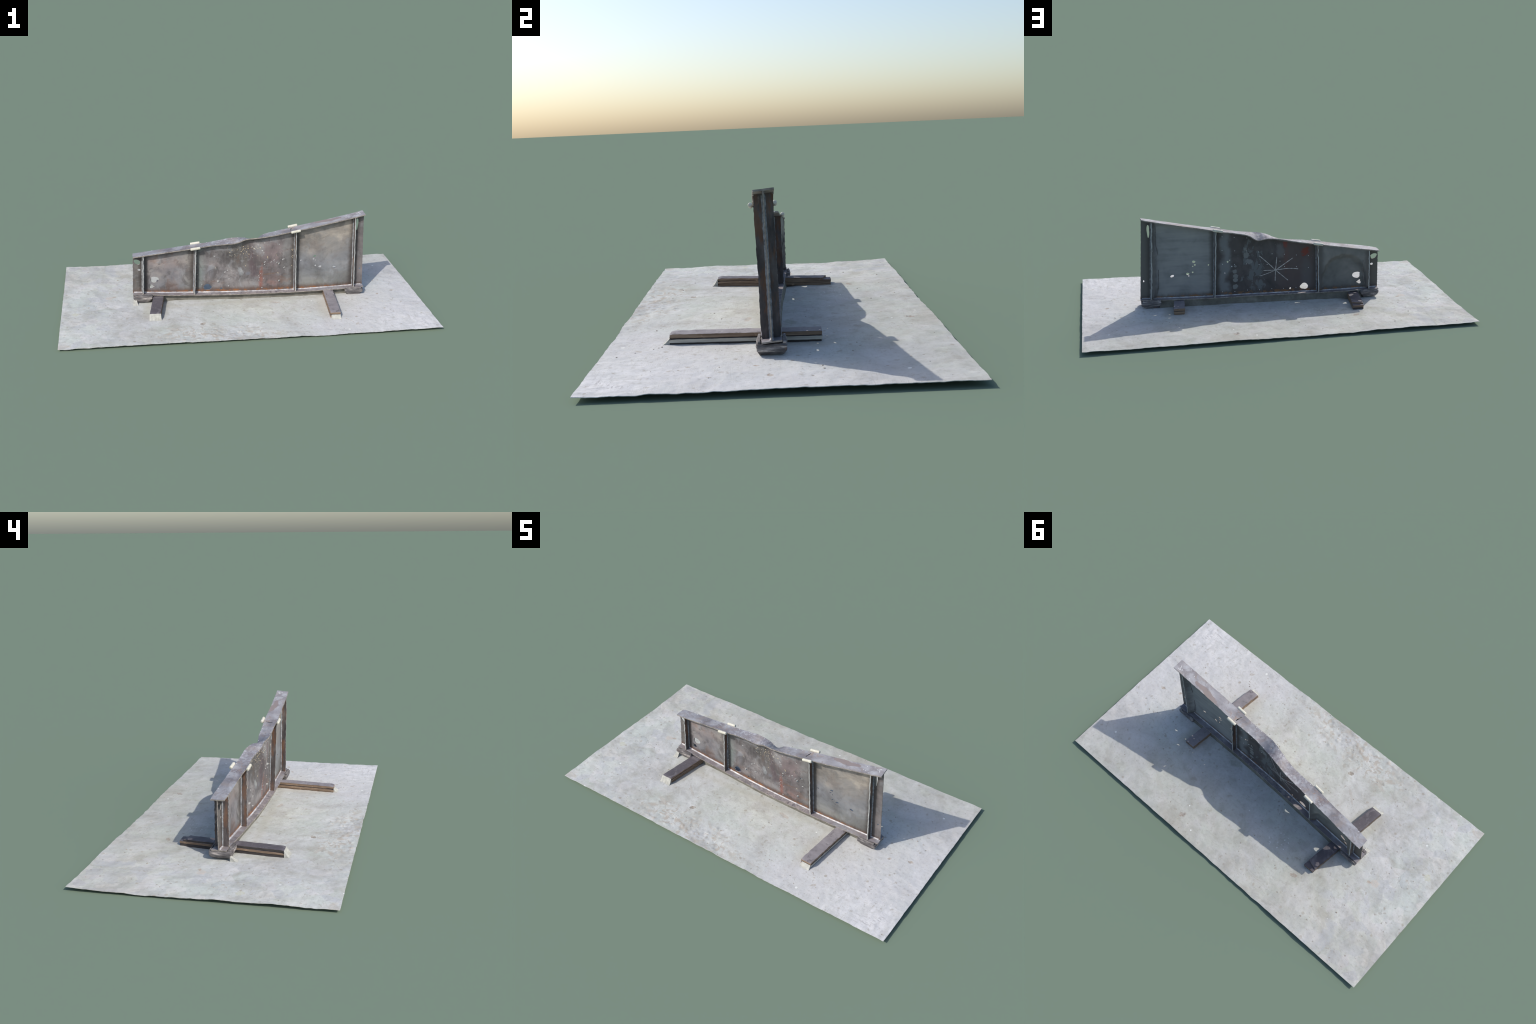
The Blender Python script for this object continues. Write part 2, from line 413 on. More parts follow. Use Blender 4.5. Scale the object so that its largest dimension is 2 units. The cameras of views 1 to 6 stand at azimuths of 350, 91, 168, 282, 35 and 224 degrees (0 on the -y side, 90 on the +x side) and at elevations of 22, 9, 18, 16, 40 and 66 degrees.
    rusty = N.step(N.noise(9, 6, 0.66, warp=0.8, vec=N.stretch(loc=(2, 9, 5))), 0.54, 0.68)
    c = N.mix(N.m('MULTIPLY', rusty, N.m('MULTIPLY', body, 0.5)), c, (0.24, 0.145, 0.105))
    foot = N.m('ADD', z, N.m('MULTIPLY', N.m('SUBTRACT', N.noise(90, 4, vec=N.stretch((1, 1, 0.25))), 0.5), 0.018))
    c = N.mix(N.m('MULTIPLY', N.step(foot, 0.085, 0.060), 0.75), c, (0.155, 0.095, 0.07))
    c = N.mix(N.m('MULTIPLY', N.step(foot, 0.0655, 0.0575), N.step(N.noise(45, 3), 0.38, 0.6)), c, (0.34, 0.145, 0.06))
    shade = N.noise(6, 6, 0.6, warp=0.8, vec=N.stretch((1, 1, 1.4), loc=(8, 3, 1)))
    c = N.mix(1.0, c, N.ramp(shade, [(0.32, (0.52, 0.53, 0.545)), (0.5, (0.72, 0.735, 0.75)), (0.68, (0.92, 0.93, 0.935))]), 'MULTIPLY')
    N.bump(N.m('ADD', N.noise(80, 5, 0.6), N.m('MULTIPLY', grain, 0.3)), 0.12, 0.002)
    return N.done(c)


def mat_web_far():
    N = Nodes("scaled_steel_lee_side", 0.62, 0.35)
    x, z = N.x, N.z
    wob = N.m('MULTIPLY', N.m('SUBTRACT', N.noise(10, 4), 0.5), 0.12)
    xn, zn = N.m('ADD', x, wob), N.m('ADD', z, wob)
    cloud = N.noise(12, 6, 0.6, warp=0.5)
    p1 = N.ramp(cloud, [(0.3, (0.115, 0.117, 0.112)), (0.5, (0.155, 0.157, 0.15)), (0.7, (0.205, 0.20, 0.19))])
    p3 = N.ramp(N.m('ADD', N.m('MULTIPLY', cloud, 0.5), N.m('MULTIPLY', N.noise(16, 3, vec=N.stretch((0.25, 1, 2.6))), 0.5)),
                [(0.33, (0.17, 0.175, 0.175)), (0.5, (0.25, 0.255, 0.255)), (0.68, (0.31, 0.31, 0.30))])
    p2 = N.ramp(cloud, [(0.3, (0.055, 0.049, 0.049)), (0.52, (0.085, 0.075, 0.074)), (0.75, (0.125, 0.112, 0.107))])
    p2 = N.mix(N.m('MULTIPLY', N.step(xn, -0.02, -0.09), 0.7), p2, (0.105, 0.078, 0.075))
    p2 = N.mix(N.m('MULTIPLY', N.blob(x, z, -0.21, 0.14, 0.03, 0.09, 0, 0.6, 0.5, 18), 0.6), p2, (0.115, 0.115, 0.118))
    p2 = N.mix(N.m('MULTIPLY', N.band(xn, 0.215, 0.262, 0.018), 0.9), p2, (0.19, 0.20, 0.205))
    # blue-grey scale islands
    isl = N.noise(17, 8, 0.70, warp=0.5, vec=N.stretch((1.25, 1, 0.75)))
    zone = N.blob(x, z, 0.085, 0.165, 0.062, 0.16, -0.12, 0.5, 0.3, 16)
    p2 = N.mix(N.m('MULTIPLY', N.step(N.m('ADD', isl, N.m('MULTIPLY', zone, 0.13)), 0.60, 0.625), N.m('MULTIPLY', N.step(zone, 0.05, 0.3), 0.85)), p2, (0.135, 0.145, 0.148))
    for cx, cz, ra, rb in ((0.1855, 0.178, 0.012, 0.011), (0.181, 0.151, 0.013, 0.014), (0.181, 0.130, 0.012, 0.012), (0.182, 0.092, 0.014, 0.014),
                           (0.181, 0.207, 0.008, 0.006), (0.118, 0.262, 0.016, 0.014), (0.124, 0.296, 0.008, 0.008), (0.105, 0.226, 0.02, 0.013)):
        p2 = N.mix(N.blob(x, z, cx, cz, ra, rb, 0, 0.12, 0.9, 75, 6), p2, (0.19, 0.195, 0.19))
    p2 = N.mix(N.m('MULTIPLY', N.blob(x, z, -0.062, 0.285, 0.02, 0.04, 0, 0.4, 0.8, 40), 0.7), p2, (0.15, 0.145, 0.145))
    # red paint
    p2 = N.mix(N.blob(x, z, -0.203, 0.279, 0.020, 0.026, 0.3, 0.3, 1.3, 65, 6), p2, (0.18, 0.045, 0.032))
    p2 = N.mix(N.m('MULTIPLY', N.blob(x, z, -0.091, 0.325, 0.012, 0.022, 0, 0.3, 1.0, 60), 0.9), p2, (0.20, 0.055, 0.042))
    p2 = N.mix(N.m('MULTIPLY', N.blob(x, z, -0.095, 0.25, 0.012, 0.07, 0, 0.7, 0.8, 30), 0.5), p2, (0.14, 0.075, 0.066))
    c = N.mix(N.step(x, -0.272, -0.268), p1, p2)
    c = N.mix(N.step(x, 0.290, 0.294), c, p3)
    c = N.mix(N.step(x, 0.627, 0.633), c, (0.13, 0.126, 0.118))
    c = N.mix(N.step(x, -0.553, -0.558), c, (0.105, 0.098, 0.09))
    for xs in (-0.552, -0.270, 0.293, 0.629):  # lee-side panel edges blackened with ambient shading near each stiffener
        d = N.m('ADD', N.m('ABSOLUTE', N.m('SUBTRACT', x, xs)), N.m('MULTIPLY', N.m('SUBTRACT', N.noise(60, 3), 0.5), 0.012))
        c = N.mix(N.m('MULTIPLY', N.step(d, 0.036, 0.010), 0.75), c, (0.085, 0.078, 0.075))
    foot = N.m('ADD', z, N.m('MULTIPLY', N.m('SUBTRACT', N.noise(90, 4, vec=N.stretch((1, 1, 0.25))), 0.5), 0.018))
    c = N.mix(N.m('MULTIPLY', N.step(foot, 0.082, 0.06), 0.7), c, (0.075, 0.06, 0.055))
    c = N.mix(N.m('MULTIPLY', N.m('MULTIPLY', N.step(foot, 0.068, 0.06), N.step(N.noise(40, 3), 0.45, 0.6)), 0.8), c, (0.24, 0.12, 0.05))
    fleck = N.m('MULTIPLY', N.step(N.voronoi(120), 0.2, 0.1), N.step(N.noise(18, 3), 0.6, 0.66))
    c = N.mix(N.m('MULTIPLY', fleck, 0.35), c, (0.4, 0.38, 0.36))
    N.bump(N.noise(80, 5, 0.6), 0.12, 0.002)
    return N.done(c)


def mat_flange(name, blue=1.0, worn=0.0):
    N = Nodes(name, 0.6, 0.35)
    cloud = N.noise(13, 6, 0.62, warp=0.5, vec=N.stretch((0.7, 1.3, 1)))
    c = N.ramp(cloud, [(0.28, (0.12, 0.11, 0.118)), (0.42, (0.215, 0.208, 0.225)), (0.55, (0.305, 0.305, 0.325)), (0.72, (0.425, 0.435, 0.46))])
    fine = N.noise(70, 5, 0.7)
    if not worn:
        # roughened, darker where the plate buckled
        buck = N.band(N.m('ADD', N.x, N.m('MULTIPLY', cloud, 0.06)), -0.20, 0.16, 0.03)
        c = N.mix(N.m('MULTIPLY', buck, N.m('MULTIPLY', N.step(fine, 0.40, 0.6), 0.65)), c, (0.185, 0.16, 0.175))
        c = N.mix(N.m('MULTIPLY', buck, N.m('MULTIPLY', N.step(N.noise(48, 4, 0.7), 0.56, 0.7), 0.6)), c, (0.50, 0.47, 0.47))
        c = N.mix(N.m('MULTIPLY', N.blob(N.x, N.y, 0.075, -0.02, 0.035, 0.03, 0, 0.5, 0.8, 40), 0.6), c, (0.15, 0.165, 0.20))
        c = N.mix(N.m('MULTIPLY', N.step(N.x, 0.24, 0.32), 0.30), c, (0.37, 0.35, 0.36))
        # brown-grey stain towards the high end
        st = N.m('MAXIMUM', N.blob(N.x, N.y, 0.507, -0.0185, 0.048, 0.012, 0.12, 0.10, 0.9, 26), N.blob(N.x, N.y, 0.448, -0.012, 0.048, 0.0185, -0.12, 0.10, 0.9, 26))
        c = N.mix(st, c, (0.245, 0.205, 0.20))
        for cx in (-0.262, 0.272):
            ring = N.m('MULTIPLY', N.blob(N.x, N.y, cx, (0.0 if cx < 0 else -0.03), 0.05, 0.034, 0, 0.5, 0.6, 25), N.step(N.noise(50, 4, 0.7), 0.54, 0.64))
            c = N.mix(N.m('MULTIPLY', ring, 0.8), c, (0.30, 0.20, 0.145))
        for cx, cy in ((-0.315, 0.005),):
            c = N.mix(N.m('MULTIPLY', N.m('MULTIPLY', N.blob(N.x, N.y, cx, cy, 0.022, 0.03, 0, 0.5, 0.8, 30), N.step(fine, 0.42, 0.55)), 0.8), c, (0.16, 0.13, 0.135))
        c = N.mix(N.m('MULTIPLY', N.m('MULTIPLY', N.band(N.x, -0.55, -0.3, 0.06), N.step(N.noise(32, 5, 0.7), 0.57, 0.63)), 0.6), c, (0.15, 0.135, 0.14))
    else:
        c = N.mix(N.m('MULTIPLY', N.step(N.noise(10, 3), 0.35, 0.6), 0.8), c, (0.205, 0.175, 0.18))
        mid = N.band(N.x, -0.21, 0.27, 0.04)
        c = N.mix(N.m('MULTIPLY', mid, N.m('MULTIPLY', N.step(N.noise(55, 5, 0.7), 0.47, 0.62), 0.6)), c, (0.45, 0.40, 0.365))
        c = N.mix(N.m('MULTIPLY', mid, N.m('MULTIPLY', N.step(N.noise(42, 5, 0.72, vec=N.stretch(loc=(3, 3, 3))), 0.56, 0.64), 0.8)), c, (0.085, 0.075, 0.09))
    c = N.mix(N.m('MULTIPLY', N.step(N.noise(12, 7, 0.7, warp=0.9, vec=N.stretch(loc=(2, 8, 4))), 0.50, 0.64), 0.5), c, (0.27, 0.225, 0.20))
    c = N.mix(N.m('MULTIPLY', N.step(N.noise(19, 7, 0.7, warp=0.8, vec=N.stretch(loc=(9, 4, 2))), 0.53, 0.63), 0.6), c, (0.17, 0.148, 0.152))
    c = N.mix(N.m('MULTIPLY', N.step(fine, 0.62, 0.78), 0.5), c, (0.48, 0.46, 0.48))
    c = N.mix(N.m('MULTIPLY', N.step(N.noise(24, 5, 0.7, vec=N.stretch(loc=(1, 5, 2))), 0.6, 0.7), 0.5), c, (0.25, 0.17, 0.13))
    N.bump(N.m('ADD', fine, N.noise(25, 4)), 0.25, 0.002)
    return N.done(c)


def mat_stiffener():
    N = Nodes("rusty_stiffener_steel", 0.65, 0.3)
    cloud = N.noise(22, 6, 0.65, vec=N.stretch((1, 1, 0.4)))
    c = N.ramp(cloud, [(0.3, (0.045, 0.040, 0.042)), (0.5, (0.085, 0.075, 0.075)), (0.72, (0.17, 0.150, 0.145))])
    rust = N.m('MULTIPLY', N.step(N.noise(30, 6, 0.7, vec=N.stretch((1, 1, 0.25), loc=(4, 1, 2))), 0.47, 0.62), 0.75)
    c = N.mix(rust, c, (0.17, 0.085, 0.048))
    c = N.mix(N.m('MULTIPLY', N.step(N.noise(60, 4, 0.7, vec=N.stretch((1, 1, 0.2))), 0.62, 0.72), 0.6), c, (0.27, 0.25, 0.235))
    N.bump(N.noise(70, 5), 0.2, 0.002)
    return N.done(c)


def mat_simple(name, stops, scale=40, vec=None, rough=0.7, spec=0.3, bump=0.15, extra=None):
    N = Nodes(name, rough, spec)
    c = N.ramp(N.noise(scale, 5, 0.65, vec=N.stretch(vec) if vec else None), stops)
    if extra:
        c = extra(N, c)
    if bump:
        N.bump(N.noise(scale * 2, 4, vec=N.stretch(vec) if vec else None), bump, 0.002)
    return N.done(c)


M_CONC = mat_concrete()
M_NEAR, M_FAR = mat_web_near(), mat_web_far()
M_TOP = mat_flange("blued_flange_steel")
M_BOT = mat_flange("worn_flange_steel", worn=1.0)
M_STIFF = mat_stiffener()
M_EDGE = mat_simple("ground_edge_steel", [(0.3, (0.24, 0.24, 0.235)), (0.55, (0.40, 0.41, 0.40)), (0.8, (0.54, 0.54, 0.50))], 45, (1, 1, 0.5))
M_RIM = mat_simple("burnt_edge_steel", [(0.3, (0.15, 0.13, 0.115)), (0.55, (0.30, 0.27, 0.24)), (0.8, (0.50, 0.45, 0.39))], 45)
M_WELD = mat_simple("weld_bead_steel", [(0.3, (0.20, 0.19, 0.20)), (0.5, (0.44, 0.425, 0.43)), (0.72, (0.70, 0.675, 0.65))], 26, rough=0.45, spec=0.5)  # lightened to carry the bright highlight along the web foot
M_WELD_POST = mat_simple("blued_weld_steel", [(0.3, (0.10, 0.10, 0.105)), (0.5, (0.21, 0.22, 0.235)), (0.75, (0.36, 0.37, 0.385))], 60)
M_WELD_DARK = mat_simple("dark_weld_steel", [(0.3, (0.10, 0.09, 0.085)), (0.5, (0.17, 0.155, 0.155)), (0.75, (0.30, 0.29, 0.29))], 60)
M_CREAM = mat_simple("cream_tube", [(0.3, (0.52, 0.49, 0.40)), (0.6, (0.66, 0.635, 0.54)), (0.8, (0.74, 0.72, 0.64))], 60, rough=0.5,
                     extra=lambda N, c: N.mix(N.m('MULTIPLY', N.step(N.noise(50, 4, 0.7), 0.6, 0.7), 0.6), c, (0.62, 0.43, 0.30)))
M_BORE = mat_simple("tube_bore", [(0.3, (0.03, 0.03, 0.03)), (0.7, (0.06, 0.06, 0.06))], 50, bump=0)


def film_extra(N, c):
    c = N.mix(N.m('MULTIPLY', N.step(N.noise(15, 6, 0.7, warp=0.9), 0.50, 0.66), 0.55), c, (0.235, 0.215, 0.22))
    c = N.mix(N.m('MULTIPLY', N.step(N.noise(28, 6, 0.7, warp=0.6, vec=N.stretch(loc=(3, 1, 7))), 0.55, 0.66), 0.6), c, (0.075, 0.066, 0.07))
    scuff = N.noise(40, 4, 0.7, vec=N.stretch((0.5, 3, 1), rot=(0, 0, 0.5)))
    c = N.mix(N.m('MULTIPLY', N.step(scuff, 0.60, 0.70), 0.5), c, (0.33, 0.31, 0.31))
    c = N.mix(N.m('MULTIPLY', N.step(N.noise(60, 5, 0.7), 0.64, 0.72), 0.5), c, (0.30, 0.24, 0.20))
    return c


M_FILM = mat_simple("dark_board_film", [(0.3, (0.085, 0.076, 0.085)), (0.6, (0.118, 0.106, 0.117)), (0.8, (0.155, 0.140, 0.152))], 14, rough=0.6, extra=film_extra)
M_FILM_WORN = mat_simple("worn_board_film", [(0.3, (0.19, 0.172, 0.182)), (0.55, (0.255, 0.235, 0.245)), (0.8, (0.36, 0.335, 0.345))], 14, rough=0.65, extra=film_extra)
M_PLY = mat_simple("plywood_edge", [(0.3, (0.12, 0.08, 0.055)), (0.5, (0.22, 0.155, 0.108)), (0.75, (0.37, 0.275, 0.195))], 38, (0.2, 0.2, 4.0), 0.8,
                   extra=lambda N, c: N.mix(N.m('MULTIPLY', N.step(N.noise(40, 3, 0.7, vec=N.stretch((0.5, 0.5, 1), loc=(2, 2, 2))), 0.6, 0.72), 0.7), c, (0.50, 0.35, 0.24)))
M_PLY_PALE = mat_simple("pale_plywood_edge", [(0.3, (0.30, 0.27, 0.22)), (0.5, (0.45, 0.42, 0.36)), (0.75, (0.56, 0.53, 0.47))], 38, (0.2, 0.2, 4.0), 0.8)
M_DARKWOOD = mat_simple("tarred_board_edge", [(0.3, (0.03, 0.028, 0.03)), (0.7, (0.07, 0.06, 0.055))], 30, (0.3, 0.3, 2))
M_PAD = mat_simple("scaly_pad_steel", [(0.32, (0.06, 0.055, 0.057)), (0.48, (0.135, 0.125, 0.125)), (0.58, (0.24, 0.22, 0.21)), (0.68, (0.56, 0.50, 0.46))], 30, (0.55, 0.55, 3.2), 0.75, bump=0.5,
                   extra=lambda N, c: N.mix(N.m('MULTIPLY', N.step(N.noise(34, 4, 0.7), 0.60, 0.68), 0.5), c, (0.17, 0.095, 0.06)))
M_CHALK = mat_simple("chalk_line", [(0.35, (0.30, 0.28, 0.27)), (0.55, (0.55, 0.53, 0.51)), (0.8, (0.66, 0.64, 0.62))], 90, bump=0)
M_DOT = mat_simple("white_target_dot", [(0.3, (0.52, 0.53, 0.55)), (0.7, (0.74, 0.74, 0.74))], 90, bump=0)
M_SPLASH = mat_simple("cream_paint_splash", [(0.3, (0.46, 0.38, 0.25)), (0.7, (0.72, 0.60, 0.42))], 90, bump=0)
M_WHITE = mat_simple("white_paint_fleck", [(0.3, (0.30, 0.30, 0.29)), (0.7, (0.62, 0.62, 0.60))], 60, bump=0)
M_MORTAR = mat_simple("pale_mortar", [(0.3, (0.33, 0.325, 0.29)), (0.5, (0.45, 0.445, 0.40)), (0.75, (0.56, 0.55, 0.50))], 45, rough=0.9, bump=0.3)
M_INFILL = mat_simple("dark_olive_infill", [(0.3, (0.11, 0.105, 0.088)), (0.55, (0.17, 0.162, 0.135)), (0.8, (0.26, 0.25, 0.215))], 22, rough=0.9, bump=0.3)
M_CHIP = mat_simple("stone_chip", [(0.3, (0.28, 0.24, 0.20)), (0.6, (0.45, 0.40, 0.35)), (0.8, (0.62, 0.58, 0.52))], 60, rough=0.9)


# -------------------------------------------------------- girder base curves
# edges of the top surface of the top flange: x -> (y, z)
TOP_NEAR = spline([
    (-0.606, -0.012, 0.2745), (-0.552, -0.0195, 0.2843), (-0.478, -0.0235, 0.2945), (-0.378, -0.0262, 0.3082), (-0.297, -0.0315, 0.3196),
    (-0.241, -0.034, 0.3272), (-0.189, -0.0332, 0.3345), (-0.154, -0.0340, 0.3374), (-0.119, -0.0354, 0.3402), (-0.087, -0.0388, 0.343),
    (-0.057, -0.0434, 0.3462), (-0.027, -0.0490, 0.3573), (0.003, -0.0535, 0.3705), (0.037, -0.0595, 0.3787), (0.071, -0.0640, 0.3826),
    (0.105, -0.0645, 0.3857), (0.138, -0.0640, 0.3895), (0.172, -0.0630, 0.3939), (0.219, -0.0620, 0.4030), (0.304, -0.0640, 0.4198),
    (0.346, -0.0625, 0.4260), (0.408, -0.0608, 0.4382), (0.465, -0.0582, 0.4490), (0.539, -0.0570, 0.4640), (0.596, -0.0550, 0.4755), (0.676, -0.0515, 0.4925)])
TOP_FAR = spline([
    (-0.606, 0.0475, 0.2745), (-0.519, 0.0440, 0.2868), (-0.470, 0.0420, 0.2935), (-0.415, 0.0378, 0.3015), (-0.358, 0.0350, 0.3100),
    (-0.295, 0.0315, 0.3192), (-0.237, 0.0275, 0.3275), (-0.188, 0.0242, 0.3345), (-0.154, 0.0230, 0.3410), (-0.120, 0.0215, 0.3470),
    (-0.088, 0.0195, 0.3538), (-0.053, 0.0150, 0.3597), (-0.018, 0.0085, 0.3625), (0.012, 0.0030, 0.3612), (0.036, -0.0030, 0.3550),
    (0.052, -0.0065, 0.3512), (0.070, -0.0085, 0.3540), (0.088, -0.0075, 0.3660), (0.103, -0.0062, 0.3770), (0.118, -0.0068, 0.3838), (0.136, -0.0072, 0.3884),
    (0.171, -0.0062, 0.3950), (0.204, -0.0035, 0.4020), (0.258, 0.0002, 0.4105), (0.319, 0.0020, 0.4245), (0.407, 0.0025, 0.4415),
    (0.463, 0.0030, 0.4520), (0.551, 0.0062, 0.4700), (0.634, 0.0080, 0.4875), (0.673, 0.0083, 0.4975)])
# bottom flange, upper surface
BOT_NEAR = spline([(-0.609, -0.0185, 0.0560), (-0.5555, -0.0200, 0.0546), (-0.42, -0.0265, 0.0485), (-0.2737, -0.0330, 0.0455), (-0.13, -0.0425, 0.0445),
                   (0.0, -0.0485, 0.0445), (0.14, -0.0505, 0.0447), (0.2977, -0.0505, 0.0450), (0.45, -0.0495, 0.0478), (0.636, -0.0465, 0.0535), (0.690, -0.0435, 0.0570)])
BOT_FAR = spline([(-0.609, 0.0470, 0.0560), (-0.5565, 0.0450, 0.0540), (-0.42, 0.0385, 0.0505), (-0.2676, 0.0315, 0.0490), (-0.13, 0.0235, 0.0483),
                  (0.0, 0.0180, 0.0483), (0.14, 0.0140, 0.0484), (0.2974, 0.0125, 0.0487), (0.45, 0.0135, 0.0525), (0.6349, 0.0150, 0.0600), (0.690, 0.0150, 0.0630)])
T_TOP, T_BOT, T_WEB = 0.0055, 0.0050, 0.0036


def top_point(x, v, w):
    """v 0..1 near to far edge, w 0..1 underside to upper side"""
    yn, zn_ = TOP_NEAR(x)
    yf, zf = TOP_FAR(x)
    a, b = V((x, yn, zn_)), V((x, yf, zf))
    across = (b - a).normalized()
    along = V((1, 0, 0.17)).normalized()
    up = along.cross(across).normalized()
    ragged = 0.0016
    a = a + across * (nz((x, 0, 0), 55, 3) * ragged)
    b = b + across * (nz((x, 1, 0), 55, 5) * ragged)
    p = a.lerp(b, v)
    amp = 0.0010 + 0.0016 * math.exp(-((x - 0.02) / 0.13) ** 2)
    p += up * (nz((x, p.y, 0), 30, 9) * amp * (0.35 + 0.65 * math.sin(math.pi * v)))
    # creases across the buckle
    for cx, cv, sx, dep in ((0.045, 0.45, 0.006, 0.0035), (0.020, 0.72, 0.005, 0.003), (0.125, 0.55, 0.006, 0.002)):
        p -= up * dep * math.exp(-((x - cx - 0.05 * (v - cv)) / sx) ** 2 - ((v - cv) / 0.17) ** 2)
    return p - up * (T_TOP * (1 - w))


def bot_point(x, v, w):
    yn, z0 = BOT_NEAR(x)
    yf, z1 = BOT_FAR(x)
    rag = 0.0014
    yn += nz((x, 0, 2), 50, 11) * rag
    yf += nz((x, 0, 2), 50, 15) * rag
    y = lerp(yn, yf, v)
    z = lerp(z0, z1, v) + nz((x, y, 0), 25, 20) * 0.0007
    return V((x, y, z - T_BOT * (1 - w)))


def web_line(x):
    yb = 0.5 * (BOT_NEAR(x)[0] + BOT_FAR(x)[0])
    zb = 0.5 * (BOT_NEAR(x)[1] + BOT_FAR(x)[1])
    yt = 0.5 * (TOP_NEAR(x)[0] + TOP_FAR(x)[0])
    zt = 0.5 * (TOP_NEAR(x)[1] + TOP_FAR(x)[1]) - T_TOP * 0.6
    return yb, zb, yt, zt


def web_y(x, z):
    yb, zb, yt, zt = web_line(x)
    f = max(0.0, min(1.0, (z - zb) / (zt - zb)))
    y = lerp(yb, yt, f)
    hold = math.sin(math.pi * f) ** 0.6 if 0 < f < 1 else 0.0
    # diagonal S-shaped web buckle in the middle panel
    y -= 0.0145 * math.exp(-((x - 0.105) / 0.062) ** 2 - ((z - 0.285) / 0.095) ** 2) * hold
    y += 0.0125 * math.exp(-((x + 0.050) / 0.060) ** 2 - ((z - 0.245) / 0.085) ** 2) * hold
    y += 0.0012 * nz((x, 0, z), 9, 31, 2) * hold
    return y


def sstep(a, b, v):
    t = max(0.0, min(1.0, (v - a) / (b - a)))
    return t * t * (3 - 2 * t)


def lee_fill(x, z):
    """filler on the lee side: an arch-shaped recess is left in the low end bay, and the
    corner beside the tall end stiffener is rounded out"""
    yb, zb, yt, zt = web_line(x)
    wob = 0.10 * nz((x, 0, z), 26, 83, 2)
    out = 0.0
    if -0.562 < x < -0.26:
        d = (abs(x + 0.412) / 0.116) ** 2.6 + (max(0.0, z - 0.07) / 0.172) ** 2.6
        out = 0.0275 * sstep(0.72, 1.35, d + wob)
    elif 0.58 < x < 0.645:
        xc = 0.5930 + 0.012 * sstep(0.12, 0.06, z) + 0.008 * sstep(0.30, 0.36, z)
        out = 0.0265 * sstep(0.0, 0.022, x - xc + wob * 0.03)
    return out * sstep(0.0, 0.008, z - zb - 0.004)


# ------------------------------------------------------------------- girder
girder = empty("plate_girder", (0, 0, 0), "tapered steel plate girder with buckled top flange and pierced web", "steel girder")

# web end lines lean slightly and are ragged
def web_end(side, f):
    if side == 0:
        return lerp(-0.6110, -0.6055, f) + nz((0, 0, f), 40, 41) * 0.0022
    return lerp(0.6925, 0.6735, f) + nz((0, 0, f), 40, 45) * 0.0012


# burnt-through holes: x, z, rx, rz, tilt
HOLES = [(-0.4909, 0.1289, 0.0235, 0.0172, -0.1), (-0.5097, 0.0897, 0.0125, 0.0135, 0.3), (-0.4945, 0.0880, 0.0034, 0.0030, 0), (-0.1958, 0.0772, 0.0225, 0.0172, 0.1),
         (-0.1205, 0.0677, 0.0050, 0.0052, 0), (-0.5824, 0.2362, 0.0200, 0.0135, -0.45), (-0.5738, 0.1894, 0.0078, 0.0062, 0),
         (0.4047, 0.2466, 0.0092, 0.0066, 0.1), (0.3989, 0.2287, 0.0056, 0.0046, 0), (0.4105, 0.2215, 0.0034, 0.0030, 0.5), (0.4111, 0.1885, 0.0048, 0.0044, 0),
         (0.4383, 0.1817, 0.0092, 0.0066, 0.15), (0.4330, 0.1690, 0.0034, 0.0026, 0), (0.5212, 0.1739, 0.0095, 0.0066, -0.35), (0.3263, 0.2243, 0.0040, 0.0044, 0),
         (0.6718, 0.1563, 0.0034, 0.0055, 0), (0.6395, 0.4290, 0.0072, 0.0330, 0.0), (0.2218, 0.2347, 0.0050, 0.0044, 0.2), (0.2105, 0.2435, 0.0026, 0.0024, 0),
         (0.2381, 0.1728, 0.0022, 0.0022, 0)]


def hole_ring(h, cx, cz, rx, rz, tilt):
    n = 30 if rx > 0.01 or rz > 0.02 else 16
    ring = []
    for k in range(n):
        a = 2 * math.pi * k / n
        r = 1 + 0.30 * nz((math.cos(a), math.sin(a), h * 3.1), 0.9, 2.0, 1)
        px, pz = math.cos(a) * rx * r, math.sin(a) * rz * r
        ring.append((cx + px * math.cos(tilt) - pz * math.sin(tilt), cz + px * math.sin(tilt) + pz * math.cos(tilt)))
    return ring


def inside(poly, x, z):
    hit = False
    for (x0, z0), (x1, z1) in zip(poly, poly[1:] + poly[:1]):
        if (z0 > z) != (z1 > z) and x < (x1 - x0) * (z - z0) / (z1 - z0) + x0:
            hit = not hit
    return hit


